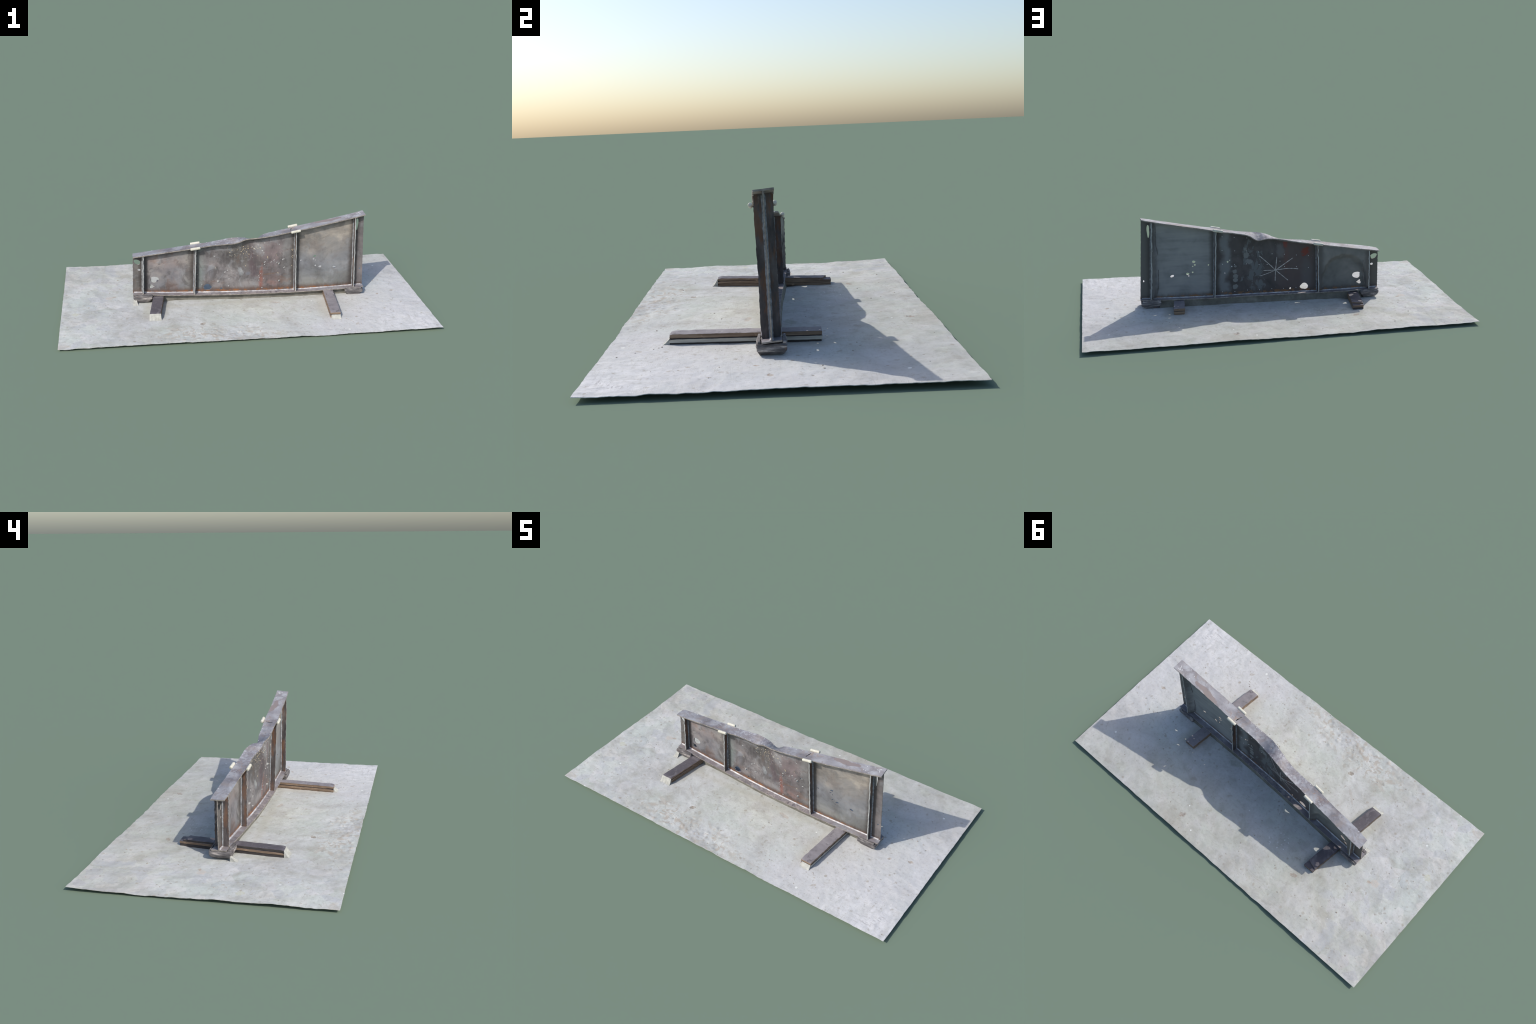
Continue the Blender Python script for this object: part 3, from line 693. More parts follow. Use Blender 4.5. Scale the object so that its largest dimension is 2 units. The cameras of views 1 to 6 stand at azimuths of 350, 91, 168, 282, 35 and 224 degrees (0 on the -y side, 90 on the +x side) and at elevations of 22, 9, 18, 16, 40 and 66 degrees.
def build_web(step=0.0062):
    """triangulate the outline with its holes, then give the sheet its thickness"""
    lo = lambda x: web_line(x)[1] - 0.002
    hi = lambda x: web_line(x)[3] + 0.001
    n, m = 210, 50
    outline = [(x, lo(x)) for x in (lerp(web_end(0, 0), web_end(1, 0), i / n) for i in range(n))]
    for i in range(m):
        x = web_end(1, i / m)
        outline.append((x, lerp(lo(x), hi(x), i / m)))
    outline += [(x, hi(x)) for x in (lerp(web_end(1, 1), web_end(0, 1), i / n) for i in range(n))]
    for i in range(m):
        x = web_end(0, 1 - i / m)
        outline.append((x, lerp(hi(x), lo(x), i / m)))
    rings = [hole_ring(h, *p) for h, p in enumerate(HOLES)]
    pts, edges = [], []
    for ring in [outline] + rings:
        k = len(pts)
        pts += [Vector(p) for p in ring]
        edges += [(k + i, k + (i + 1) % len(ring)) for i in range(len(ring))]
    x = -0.600
    while x < 0.684:
        zb, zt = lo(x), hi(x)
        rows = int((zt - zb) / step)
        for j in range(1, rows):
            z = lerp(zb, zt, j / rows)
            px = x + (step * 0.5 if j % 2 else 0)
            f = (z - zb) / (zt - zb)
            if px < web_end(0, f) + 0.003 or px > web_end(1, f) - 0.003:
                continue
            if any(((px - h[0]) / (h[2] * 1.25 + 0.002)) ** 2 + ((z - h[1]) / (h[3] * 1.25 + 0.002)) ** 2 < 1 and abs(h[4]) < 9 for h in HOLES):
                continue
            pts.append(Vector((px, z)))
        x += step
    from mathutils.geometry import delaunay_2d_cdt
    vs, es, fs, *_ = delaunay_2d_cdt(pts, edges, [], 0, 1e-6)
    keep = []
    for f in fs:
        cx = sum(vs[i][0] for i in f) / 3
        cz = sum(vs[i][1] for i in f) / 3
        if not inside(outline, cx, cz):
            continue
        if any(abs(cx - h[0]) < 0.04 and abs(cz - h[1]) < 0.04 and inside(r, cx, cz) for h, r in zip(HOLES, rings)):
            continue
        keep.append(tuple(f))
    N = len(vs)
    verts = []
    for side in (-1, 1):
        for p in vs:
            verts.append((p[0], web_y(p[0], p[1]) + side * T_WEB * 0.5, p[1]))
    faces, mats, border = [], [], {}
    for a, b, c in keep:
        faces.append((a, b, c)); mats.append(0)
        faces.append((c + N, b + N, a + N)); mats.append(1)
        for e in ((a, b), (b, c), (c, a)):
            if (e[1], e[0]) in border:
                del border[(e[1], e[0])]
            else:
                border[e] = True
    for a, b in border:
        faces.append((b, a, a + N, b + N)); mats.append(2)
    me = bpy.data.meshes.new("web")
    me.from_pydata(verts, [], faces)
    me.polygons.foreach_set("material_index", mats)
    bm = bmesh.new()
    bm.from_mesh(me)
    bmesh.ops.delete(bm, geom=[v for v in bm.verts if not v.link_faces], context='VERTS')
    bmesh.ops.recalc_face_normals(bm, faces=bm.faces)
    bm.to_mesh(me)
    bm.free()
    return me


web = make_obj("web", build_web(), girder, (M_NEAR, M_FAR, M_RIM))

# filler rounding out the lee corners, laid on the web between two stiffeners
def filler(left, right, nu, nw):
    vs, ok = [], {}
    for i in range(nu + 1):
        for j in range(nw + 1):
            w = j / nw
            x = lerp(left(w), right(w), i / nu)
            yb, zb, yt, zt = web_line(x)
            z = lerp(zb + 0.003, zt - 0.001, w)
            f = lee_fill(x, z)
            ok[(i, j)] = f > 0.0003
            vs.append((x, web_y(x, z), z, f))
    at = lambda i, j: i * (nw + 1) + j
    N = len(vs)
    verts = [(x, y + T_WEB * 0.5 + f - 0.0003, z) for x, y, z, f in vs] + [(x, y, z) for x, y, z, f in vs]
    faces, border = [], {}
    for i in range(nu):
        for j in range(nw):
            q = ((i, j), (i, j + 1), (i + 1, j + 1), (i + 1, j))
            if not any(ok[k] for k in q):
                continue
            a = [at(*k) for k in q]
            faces.append(tuple(a))
            faces.append(tuple(k + N for k in reversed(a)))
            for e in zip(a, a[1:] + a[:1]):
                if (e[1], e[0]) in border:
                    del border[(e[1], e[0])]
                else:
                    border[e] = True
    faces += [(b, a, a + N, b + N) for a, b in border]
    me = bpy.data.meshes.new("filler")
    me.from_pydata(verts, [], faces)
    bm = bmesh.new()
    bm.from_mesh(me)
    bmesh.ops.delete(bm, geom=[v for v in bm.verts if not v.link_faces], context='VERTS')
    bmesh.ops.recalc_face_normals(bm, faces=bm.faces)
    bm.to_mesh(me)
    bm.free()
    return me


make_obj("filler", filler(lambda w: lerp(-0.5555, -0.5501, w) + 0.001, lambda w: lerp(-0.2715, -0.2640, w) - 0.001, 90, 70), girder, (M_FAR,), 50)
make_obj("filler", filler(lambda w: 0.585, lambda w: lerp(0.6360, 0.6205, w) - 0.001, 24, 110), girder, (M_FAR,), 50)

# flanges
top_me = box_grid(320, 10, 1, lambda u, v, w: top_point(lerp(-0.606 - 0.001 * math.sin(3 * v), 0.676 - 0.003 * v, u), v, w), slots=(1, 1, 1, 1, 1, 0), name="top_flange")
top = make_obj("top_flange", top_me, girder, (M_TOP, M_RIM))
# slit burnt into the top flange at the high roller seat
slit = []
for k in range(20):
    a = 2 * math.pi * k / 20
    slit.append((0.2615 + 0.0030 * math.cos(a) + 0.010 * (math.sin(a) * 0.5) + nz((k, 0, 0), 3.3) * 0.001, -0.0285 + 0.0185 * math.sin(a)))
scut = make_obj("slit_cutter", loft([[V((a, b, 0.395)) for a, b in slit], [V((a, b, 0.425)) for a, b in slit]]), None, (M_BORE,), None)
md = top.modifiers.new("slit", 'BOOLEAN')
md.operation, md.object, md.solver, md.material_mode = 'DIFFERENCE', scut, 'EXACT', 'TRANSFER'
dg = bpy.context.evaluated_depsgraph_get()
tm = bpy.data.meshes.new_from_object(top.evaluated_get(dg))
top.modifiers.clear()
top.data = tm
tm.name = "top_flange"
bpy.data.objects.remove(scut)
tm.set_sharp_from_angle(angle=math.radians(35))

bot_me = box_grid(240, 8, 1, lambda u, v, w: bot_point(lerp(-0.609, 0.6935, u), v, w), slots=(1, 1, 1, 1, 1, 0), name="bottom_flange")
make_obj("bottom_flange", bot_me, girder, (M_BOT, M_RIM))

# stiffeners: x at the foot, x at the top, for both sides of the web
STIFF = [(-0.5555, -0.5501), (-0.2715, -0.2640), (0.2977, 0.2861), (0.6360, 0.6205)]
T_STIFF = 0.0058


def stiffener(xf, xt, side, seed):
    def fn(u, v, w):           # u thickness, v web -> outer edge, w height
        x = lerp(xf, xt, w)
        yb, zb, yt, zt = web_line(x)
        edge_b = (BOT_NEAR if side < 0 else BOT_FAR)(x)
        edge_t = (TOP_NEAR if side < 0 else TOP_FAR)(x)
        z_in = lerp(zb - 0.001, zt - 0.001, w)
        z_out = lerp(edge_b[1] - 0.001, edge_t[1] - T_TOP + 0.001, w)
        y_out = lerp(edge_b[0], edge_t[0], w) - side * 0.0022 + nz((seed, side, w), 14, seed) * 0.0018
        y_in = web_y(x, z_in)
        wave = nz((seed, v, w), 9, 4 + seed) * 0.0022 * v
        return V((x + (u - 0.5) * T_STIFF + wave, lerp(y_in, y_out, v), lerp(z_in, z_out, v)))
    return box_grid(1, 6, 48, fn, slots=(0, 0, 0, 1, 0, 0), name="stiffener")


for i, (xf, xt) in enumerate(STIFF):
    for side in (-1, 1):
        make_obj("stiffener", stiffener(xf, xt, side, i * 2.3 + side), girder, (M_STIFF, M_EDGE))


# welds: rounded triangular beads swept along a path
def bead(path, across, out, size, seed, n_sub=1):
    rings = []
    for i, p in enumerate(path):
        r = size * (1 + 0.22 * nz(p, 160, seed) + 0.15 * nz(p, 50, seed))
        a, o = across(p), out(p)
        rings.append([p - a * 0.001 - o * 0.001, p + a * r, p + (a + o) * (0.42 * r), p + o * r])
    return loft(rings, "weld_bead")


def weld_foot(x0, x1, side):
    n = max(8, int(abs(x1 - x0) / 0.004))
    path = []
    for i in range(n + 1):
        x = lerp(x0, x1, i / n)
        yb, zb, yt, zt = web_line(x)
        path.append(V((x, yb + side * T_WEB * 0.5, zb)))
    return bead(path, lambda p: V((0, 0, 1)), lambda p: V((0, side, 0)), 0.0048, 3)


def weld_post(xf, xt, side, sx):
    path = []
    for i in range(60):
        w = i / 59
        x = lerp(xf, xt, w)
        yb, zb, yt, zt = web_line(x)
        z = lerp(zb, zt - 0.004, w)
        path.append(V((x + sx * T_STIFF * 0.5, web_y(x, z) + side * T_WEB * 0.5, z)))
    return bead(path, lambda p: V((sx, 0, 0)), lambda p: V((0, side, 0)), 0.0050, 8)


def weld_head(x0, x1, side):
    n = max(8, int(abs(x1 - x0) / 0.004))
    path = []
    for i in range(n + 1):
        x = lerp(x0, x1, i / n)
        yb, zb, yt, zt = web_line(x)
        v = 0.5
        q = top_point(x, v, 0)
        path.append(V((x, q.y + side * T_WEB * 0.5, q.z)))
    return bead(path, lambda p: V((0, 0, -1)), lambda p: V((0, side, 0)), 0.0050, 5)


spans = [(-0.604, -0.5595), (-0.5515, -0.2755), (-0.2675, 0.2937), (0.3017, 0.632), (0.640, 0.684)]
for side in (-1, 1):
    for a, b in spans:
        make_obj("flange_weld", weld_foot(a, b, side), girder, (M_WELD,), 50)
    heads = join_meshes([weld_head(a, b, side) for a, b in ((-0.60, -0.5545), (-0.546, -0.268), (-0.260, 0.282), (0.290, 0.616), (0.625, 0.665))], "head_weld")
    make_obj("head_weld", heads, girder, (M_WELD_DARK,), 50)
    posts = join_meshes([weld_post(xf, xt, side, sx) for xf, xt in STIFF for sx in (-1, 1)], "stiffener_weld")
    make_obj("stiffener_weld", posts, girder, (M_WELD_POST,), 50)

# weld lumps at the stiffener feet and heads
lumps = []


def lump(c, r, seed, squash=(1, 1, 1)):
    bm = bmesh.new()
    bmesh.ops.create_icosphere(bm, subdivisions=2, radius=r)
    for v in bm.verts:
        k = 1 + 0.35 * nz(v.co / r, 1.4, seed)
        v.co = V((v.co.x * squash[0], v.co.y * squash[1], v.co.z * squash[2])) * k + V(c)
    me = bpy.data.meshes.new("lump")
    bm.to_mesh(me)
    bm.free()
    return me


for i, (xf, xt) in enumerate(STIFF):
    for side in (-1, 1):
        e = (BOT_NEAR if side < 0 else BOT_FAR)(xf)
        t = (TOP_NEAR if side < 0 else TOP_FAR)(xt)
        lumps.append(lump((xf, e[0] - side * 0.003, e[1] + 0.001), 0.0042, i + side, (1.5, 1, 0.8)))
        if i in (0, 3):
            lumps.append(lump((xt, t[0] - side * 0.0035, t[1] - T_TOP - 0.001), 0.0036, i + side + 9, (1.4, 1, 0.9)))
ob = make_obj("weld_lump", join_meshes(lumps, "weld_lump"), girder, (M_RIM,), 60)
ob["kind"] = "stuff"


# bearing pads clamped under the two ends
def pad_block(x0, x1, y0, y1, z0, z1, inset, seed):
    """scaly block, narrower below: rings of a rounded rectangle from bottom to top"""
    rings = []
    n = 14
    for k in range(n):
        t = k / (n - 1)
        zz = lerp(z0, z1, t)
        grow = min(1.0, t / 0.55)
        ins = lerp(inset, 0.0, grow ** 0.8) + (0.0025 if k == n - 1 else 0.0)
        a0, a1, b0, b1 = x0 + ins, x1 - ins, y0 + ins * 0.45, y1 - ins * 0.45
        r = 0.006
        ring = []
        for cx, cy, st in ((a1 - r, b1 - r, 0), (a0 + r, b1 - r, 1), (a0 + r, b0 + r, 2), (a1 - r, b0 + r, 3)):
            for q in range(5):
                a = math.pi / 2 * (st + q / 4)
                ring.append((cx + r * math.cos(a), cy + r * math.sin(a)))
        dense = []
        for i in range(len(ring)):
            p, s = ring[i], ring[(i + 1) % len(ring)]
            m = 8 if math.dist(p, s) > 0.01 else 1
            for j in range(m):
                dense.append((lerp(p[0], s[0], j / m), lerp(p[1], s[1], j / m)))
        cxm, cym = (a0 + a1) / 2, (b0 + b1) / 2
        out = []
        for px, py in dense:
            d = V((px - cxm, py - cym, 0)).normalized()
            # flaky horizontal laminations
            f = nz((px * 14, py * 14, zz * 190), 1.0, seed) * 0.0028 + nz((px, py, zz), 60, seed + 3) * 0.0016
            out.append(V((px, py, zz + nz((px, py, 0), 35, seed) * 0.0012)) + d * f)
        rings.append(out)
    return loft(rings, "end_pad")


def ridge(x0, x1, y0, y1, z0, z1, seed):
    def fn(u, v, w):
        p = V((lerp(x0, x1, u), lerp(y0, y1, v), lerp(z0, z1, w)))
        if w > 0.5:
            p.y += (0.5 - v) * 0.003
        return p + V((0, 0, nz(p, 70, seed) * 0.0022 * w)) + V((0, nz(p, 60, seed + 2) * 0.0012, 0))
    return box_grid(20, 3, 3, fn, name="pad_cheek")


pads = [(pad_block(0.5850, 0.6900, -0.0600, 0.0290, 0.0135, 0.0495, 0.022, 2), (0.587, 0.678, -0.0580, -0.0475), (0.588, 0.683, 0.0155, 0.0270), 0.044, 0.0570),
        (pad_block(-0.6085, -0.5050, -0.0385, 0.0590, 0.0140, 0.0495, 0.018, 7), (-0.600, -0.506, -0.0340, -0.0215), (-0.600, -0.520, 0.0480, 0.0565), 0.044, 0.0555)]
for me, near_c, far_c, zb, zt in pads:
    pad = make_obj("end_pad", me, girder, (M_PAD,), 45)
    for c in (near_c, far_c):
        ck = make_obj("pad_cheek", ridge(c[0], c[1], c[2], c[3], zb, zt, c[0] * 3), pad, (M_PAD,), 45)


# cream roller pins on the flange edges at the inner stiffeners, each tacked on with a weld lump
def roller(a, b, r):
    a, b = V(a), V(b)
    d = (b - a).normalized()
    s = d.cross(V((0, 0, 1))).normalized()
    t = s.cross(d)
    L = (b - a).length
    spec = [(0.45, 0.0), (0.78, 0.0006), (0.93, 0.0018), (1.0, 0.0040)] + [(1 + 0.02 * math.sin(9 * k), L * k / 10) for k in range(1, 10)] + [(1.0, L - 0.0040), (0.93, L - 0.0018), (0.78, L - 0.0006), (0.45, L)]
    rings = []
    for rr, l in spec:
        ring = []
        for k in range(20):
            an = 2 * math.pi * k / 20
            w = 1 + 0.06 * nz((math.cos(an), math.sin(an), l * 40), 1.2, a.x * 5)
            ring.append(a + d * l + (s * math.cos(an) + t * math.sin(an)) * rr * r * w)
        rings.append(ring)
    return loft(rings, "roller_pin")


tacks = []
for (a, b), e in ((((0.2555, -0.0715, 0.4085), (0.3085, -0.0715, 0.4185)), TOP_NEAR), (((0.2510, 0.0085, 0.4135), (0.3045, 0.0090, 0.4235)), TOP_FAR),
                  (((-0.2940, -0.0395, 0.3180), (-0.2395, -0.0415, 0.3265)), TOP_NEAR), (((-0.2895, 0.0375, 0.3215), (-0.2365, 0.0350, 0.3295)), TOP_FAR)):
    make_obj("roller_pin", roller(a, b, 0.0074), girder, (M_CREAM,), 50)
    for f in (0.3, 0.7):
        x = lerp(a[0], b[0], f)
        y, z = e(x)
        tacks.append(lump((x, lerp(y, a[1], 0.35), z - 0.002), 0.0040, f * 9 + a[0], (1.6, 1.2, 0.8)))
make_obj("tack_weld", join_meshes(tacks, "tack_weld"), girder, (M_RIM,), 60)["kind"] = "stuff"


# ---------------------------------------------------- marks laid on the steel
def lens_on(origin, normal, tangent, ra, rb, ang, seed, thick=0.0007, n=14, ragged=0.25):
    """a thin domed splash of paint sitting on a surface"""
    t = (tangent - normal * tangent.dot(normal)).normalized()
    b = normal.cross(t)
    rings = []
    for s, h in ((1.0, -0.2), (1.0, 0.35), (0.55, 1.0)):
        ring = []
        for k in range(n):
            a = 2 * math.pi * k / n
            r = s * (1 + ragged * 1.6 * nz((math.cos(a), math.sin(a), seed), 1.7, seed, 2))
            u, v = math.cos(a) * ra * r, math.sin(a) * rb * r
            u, v = u * math.cos(ang) - v * math.sin(ang), u * math.sin(ang) + v * math.cos(ang)
            ring.append(origin + t * u + b * v + normal * (thick * h))
        rings.append(ring)
    return loft(rings, "splash")


def on_web(x, z, side):
    e = 0.004
    f = (lambda a, b: web_y(a, b) + lee_fill(a, b)) if side > 0 else web_y
    y = f(x, z)
    dx = (f(x + e, z) - f(x - e, z)) / (2 * e)
    dz = (f(x, z + e) - f(x, z - e)) / (2 * e)
    n = V((-dx, 1, -dz)).normalized() * side
    return V((x, y, z)) + n * (T_WEB * 0.5 / abs(n.y)), n


def splash_set(name, items, side, mat, thick=0.0007):
    ms = []
    for i, (x, z, ra, rb, ang) in enumerate(items):
        o, n = on_web(x, z, side)
        ms.append(lens_on(o, n, V((1, 0, 0)), ra, rb, ang, i * 1.37, thick))
    ob = make_obj(name, join_meshes(ms, name), girder, (mat,), 60)
    ob["kind"] = "stuff"
    return ob


# cream splashes fanning out below the buckle (sunny side)
cream = []
for x, z in ((0.0245, 0.3222), (-0.0612, 0.2945), (-0.0733, 0.2809), (-0.0722, 0.2607), (-0.0448, 0.2666), (-0.0329, 0.2964), (-0.0119, 0.2875), (0.0025, 0.2758),
             (0.0184, 0.2873), (0.031, 0.2746), (-0.0008, 0.3031), (-0.001, 0.3182), (-0.0284, 0.3153), (0.0266, 0.3101), (0.0416, 0.3155), (0.057, 0.3079),
             (0.0096, 0.3068), (0.0778, 0.3111), (0.0901, 0.3156), (-0.1537, 0.1914), (0.0139, 0.2018), (0.1975, 0.1531), (0.1841, 0.265)):
    away = math.atan2(z - 0.36, x - 0.01)
    s = random.uniform(0.7, 1.25)
    cream.append((x, z, 0.0034 * s, 0.0017 * s, away + random.uniform(-0.5, 0.5)))
for _ in range(26):
    x, z = random.gauss(0.005, 0.045), random.uniform(0.25, 0.335)
    cream.append((x, z, random.uniform(0.0008, 0.0020), random.uniform(0.0007, 0.0012), random.uniform(0, 3)))
cream.append((0.1338, 0.2566, 0.0075, 0.0022, -1.35))
for xs in (-0.2585, 0.2755):          # beads of spatter beside the stiffeners
    for _ in range(9):
        cream.append((xs + random.uniform(-0.004, 0.004), random.uniform(0.07, 0.30), 0.0022, 0.0016, random.uniform(0, 3)))
splash_set("cream_splash", cream, -1, M_SPLASH)
white = [(0.1108, 0.2856, 0.006, 0.003, 0.4), (0.1029, 0.298, 0.007, 0.003, -0.6), (0.1152, 0.3418, 0.005, 0.004, 0), (0.0793, 0.3321, 0.006, 0.002, -0.4), (0.1976, 0.3285, 0.0025, 0.0045, 0),
         (0.1900, 0.3300, 0.0018, 0.003, 0), (0.172, 0.235, 0.006, 0.003, 0.6), (0.155, 0.225, 0.006, 0.0025, 0.8), (0.118, 0.228, 0.008, 0.004, 0.7), (0.06, 0.31, 0.010, 0.0016, -0.6),
         (0.048, 0.32, 0.008, 0.0014, -0.9), (-0.16, 0.262, 0.006, 0.0035, -0.4), (0.099, 0.155, 0.004, 0.002, 0.1), (0.088, 0.142, 0.003, 0.0015, 0), (0.0935, 0.131, 0.0028, 0.0024, 0),
         (0.117, 0.125, 0.005, 0.0022, 0.8), (0.109, 0.066, 0.005, 0.004, 0), (0.1975, 0.1540, 0.004, 0.002, 0.2), (0.232, 0.186, 0.007, 0.0025, 0.7), (-0.078, 0.124, 0.004, 0.002, 0.7),
         (0.229, 0.238, 0.004, 0.0035, 0), (-0.10, 0.165, 0.006, 0.003, 1.2), (-0.085, 0.175, 0.005, 0.002, 1.0)]
for k in range(4):                    # four parallel grinder strokes
    white.append((-0.0165 + 0.0045 * k, 0.170, 0.021, 0.0008, -1.15))
for _ in range(16):
    white.append((random.uniform(0.06, 0.22), random.uniform(0.08, 0.34), random.uniform(0.0007, 0.0024), random.uniform(0.0006, 0.0013), random.uniform(0, 3)))
white = [(x, z, ra * 0.8, rb * 0.75, a) for x, z, ra, rb, a in white]
splash_set("white_fleck", white, -1, M_WHITE)

# torn metal nubs standing out of the web
nubs = []
for i, (x, z, h, lean) in enumerate(((0.2027, 0.2100, 0.011, 0.5), (-0.1386, 0.1093, 0.010, 0.5), (0.2064, 0.1050, 0.010, 0.4), (-0.0795, 0.0820, 0.006, 0.2),
                                     (-0.0700, 0.1260, 0.006, 0.4), (0.0900, 0.1130, 0.005, 0.3), (-0.228, 0.092, 0.006, 0.2), (0.118, 0.212, 0.005, 0.4), (0.190, 0.217, 0.006, 0.6))):
    o, n = on_web(x, z, -1)
    rings = []
    for t in (0, 0.25, 0.6, 0.85, 1.0):
        r = h * 0.5 * (1 - t) ** 0.7 + 0.0006
        c = o + n * (h * t - 0.001) + V((0.3 * h * t * (1 if i % 2 else -1), 0, lean * h * t))
        rings.append([c + V((math.cos(a) * r, 0, math.sin(a) * r * 1.2)) * (1 + 0.4 * nz((math.cos(a), math.sin(a), i + t), 1.6, i)) for a in [2 * math.pi * k / 10 for k in range(10)]])
    nubs.append(loft(rings, "nub"))
make_obj("torn_nub", join_meshes(nubs, "torn_nub"), girder, (M_EDGE,), 50)["kind"] = "stuff"

# lee side: grid of white target dots
dots = []
for col in range(8):
    x = 0.2515 - 0.0671 * col
    zt = web_line(x)[3]
    for row, z in enumerate((0.0670 + 0.0004 * col, 0.2235 - 0.0055 * col, 0.3000 - 0.0068 * col, 0.3760 - 0.0085 * col)):
        if z > zt - 0.02:
            continue
        o, n = on_web(x + random.uniform(-0.002, 0.002), z + random.uniform(-0.002, 0.002), 1)
        dots.append(lens_on(o, n, V((1, 0, 0)), 0.0021, 0.0021, 0, col + row * 7.7, 0.0006, 10, 0.12))
for x, z, r in ((0.2394, 0.1748, 0.0024), (0.2006, 0.2082, 0.0030), (0.0075, 0.211, 0.0022), (0.046, 0.149, 0.002), (-0.06, 0.23, 0.002)):
    o, n = on_web(x, z, 1)
    dots.append(lens_on(o, n, V((1, 0, 0)), r, r, 0, x * 40, 0.0006, 10, 0.2))
# dots along both edges of the top flange
for v, xs in ((0.07, [0.205 - 0.0325 * k for k in range(14)]), (0.93, [0.214 - 0.0345 * k for k in range(14)])):
    for x in xs:
        x += random.uniform(-0.003, 0.003)
        o = top_point(x, v, 1)
        n = (top_point(x + 0.004, v, 1) - top_point(x - 0.004, v, 1)).cross(top_point(x, min(1, v + 0.05), 1) - top_point(x, v - 0.05, 1)).normalized()
        dots.append(lens_on(o, n, V((1, 0, 0)), 0.0019, 0.0017, 0, x * 31, 0.0006, 10, 0.2))
for x, v in ((0.605, 0.12), (0.578, 0.82), (-0.548, 0.07), (-0.50, 0.95), (0.57, 0.40), (0.585, 0.33)):
    o = top_point(x, v, 1)
    dots.append(lens_on(o, V((-0.17, 0, 1)).normalized(), V((1, 0, 0)), 0.0022, 0.0020, 0, x * 31, 0.0007, 10, 0.2))
make_obj("target_dot", join_meshes(dots, "target_dot"), girder, (M_DOT,), 60)["kind"] = "stuff"


# hand-drawn chalk star on the lee side
def stroke(points, surf, width, seed, thick=0.0006):
    n = len(points)
    vs = []
    for i, p in enumerate(points):
        q, nn = surf(*p)
        a = surf(*points[max(0, i - 1)])[0]
        b = surf(*points[min(n - 1, i + 1)])[0]
        t = (b - a).normalized()
        s = nn.cross(t).normalized()
        w = width * (0.5 + 0.3 * nz((i * 0.31, seed, 0), 2.0, seed)) * (0.55 if i in (0, n - 1) else 1)
        vs.append([q - s * w - nn * 0.0004, q - s * w + nn * thick * 0.5, q + nn * thick, q + s * w + nn * thick * 0.5, q + s * w - nn * 0.0004])
    return loft(vs, "stroke")


cx, cz = -0.0372, 0.1785
for i, (ex, ez, sag, w) in enumerate(((0.0484, 0.2572, 0.003, 0.0034), (-0.0428, 0.2535, 0.0, 0.0032), (-0.1311, 0.2430, 0.002, 0.0036), (-0.1629, 0.1790, 0.006, 0.0034),
                                      (-0.1079, 0.1151, 0.0, 0.0030), (-0.0364, 0.1140, 0.0, 0.0034), (0.0440, 0.1457, -0.002, 0.0026), (0.0270, 0.1762, 0.0, 0.0032))):
    pts = []
    for k in range(22):
        t = k / 21
        pts.append((lerp(cx, ex, t), lerp(cz, ez, t) + sag * math.sin(math.pi * t)))
    make_obj("chalk_stroke", stroke(pts, lambda a, b: on_web(a, b, 1), w * 1.1, i), girder, (M_CHALK,), 60)


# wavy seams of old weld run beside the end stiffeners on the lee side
for k, pts in enumerate(([(0.6020, 0.452), (0.6030, 0.405), (0.6015, 0.345), (0.5945, 0.300)], [(0.5935, 0.215), (0.5950, 0.160), (0.6000, 0.110), (0.6040, 0.080)],
                         [(-0.5180, 0.222), (-0.5200, 0.180), (-0.5280, 0.140), (-0.5350, 0.085)])):
    fine = []
    for a, b in zip(pts, pts[1:]):
        fine += [(lerp(a[0], b[0], q / 8), lerp(a[1], b[1], q / 8)) for q in range(8)]
    make_obj("seam_weld", stroke(fine + [pts[-1]], lambda a, b: on_web(a, b, 1), 0.0026, k + 40, 0.0022), girder, (M_WELD_DARK,), 60)


# small chalk scribble on the high tip of the top flange
def on_top(x, v):
    return top_point(x, v, 1), V((-0.17, 0, 1)).normalized()


scrib = [[(0.655, 0.42), (0.648, 0.55), (0.652, 0.62)], [(0.648, 0.62), (0.643, 0.72), (0.650, 0.80), (0.655, 0.74)], [(0.640, 0.60), (0.632, 0.78)]]
for i, pts in enumerate(scrib):
    fine = []
    for a, b in zip(pts, pts[1:]):
        fine += [(lerp(a[0], b[0], k / 4), lerp(a[1], b[1], k / 4)) for k in range(4)]
    make_obj("chalk_stroke", stroke(fine + [pts[-1]], on_top, 0.0024, i + 20), girder, (M_DOT,), 60)


# ------------------------------------------------------------------ bearers
def board(near, far, z_near, z_far, thick, seed, far_cut=0.0, mats=(M_FILM, M_PLY, M_PLY), inset=0.0, chip=0.0020):
    """near/far: (x0, x1, y) of the two ends; z_* top surface height"""
    def fn(u, v, w):         # u across, v along, w height
        x = lerp(lerp(near[0], near[1], u), lerp(far[0], far[1], u), v)
        y0, y1 = near[2], far[2] + far_cut * u
        y = lerp(y0, y1, v)
        x += inset * (0.5 - u) * 2 * 0
        z = lerp(z_near, z_far, v) - thick * (1 - w)
        edge = 1 if u in (0, 1) else 0
        x += edge * nz((u, y, w), 45, seed) * chip
        if w == 1:
            z += nz((x, y, 0), 22, seed + 1) * 0.0009 - edge * 0.0008
            z -= 0.0035 * max(0.0, 1 - v / 0.035) ** 2
        y += (nz((x, 0, z), 50, seed + 2) * 0.0012 if v in (0, 1) else 0)
        return V((x, y, z))
    return box_grid(8, 60, 2, fn, slots=(3, 1, 2, 2, 0, 0), name="bearer_board")


def bearer(boards, label):
    e = empty("plywood_bearer", (0, 0, 0), label, "timber bearer")
    for args, mats in boards:
        make_obj("bearer_board", board(*args), e, mats, 30)
    return e


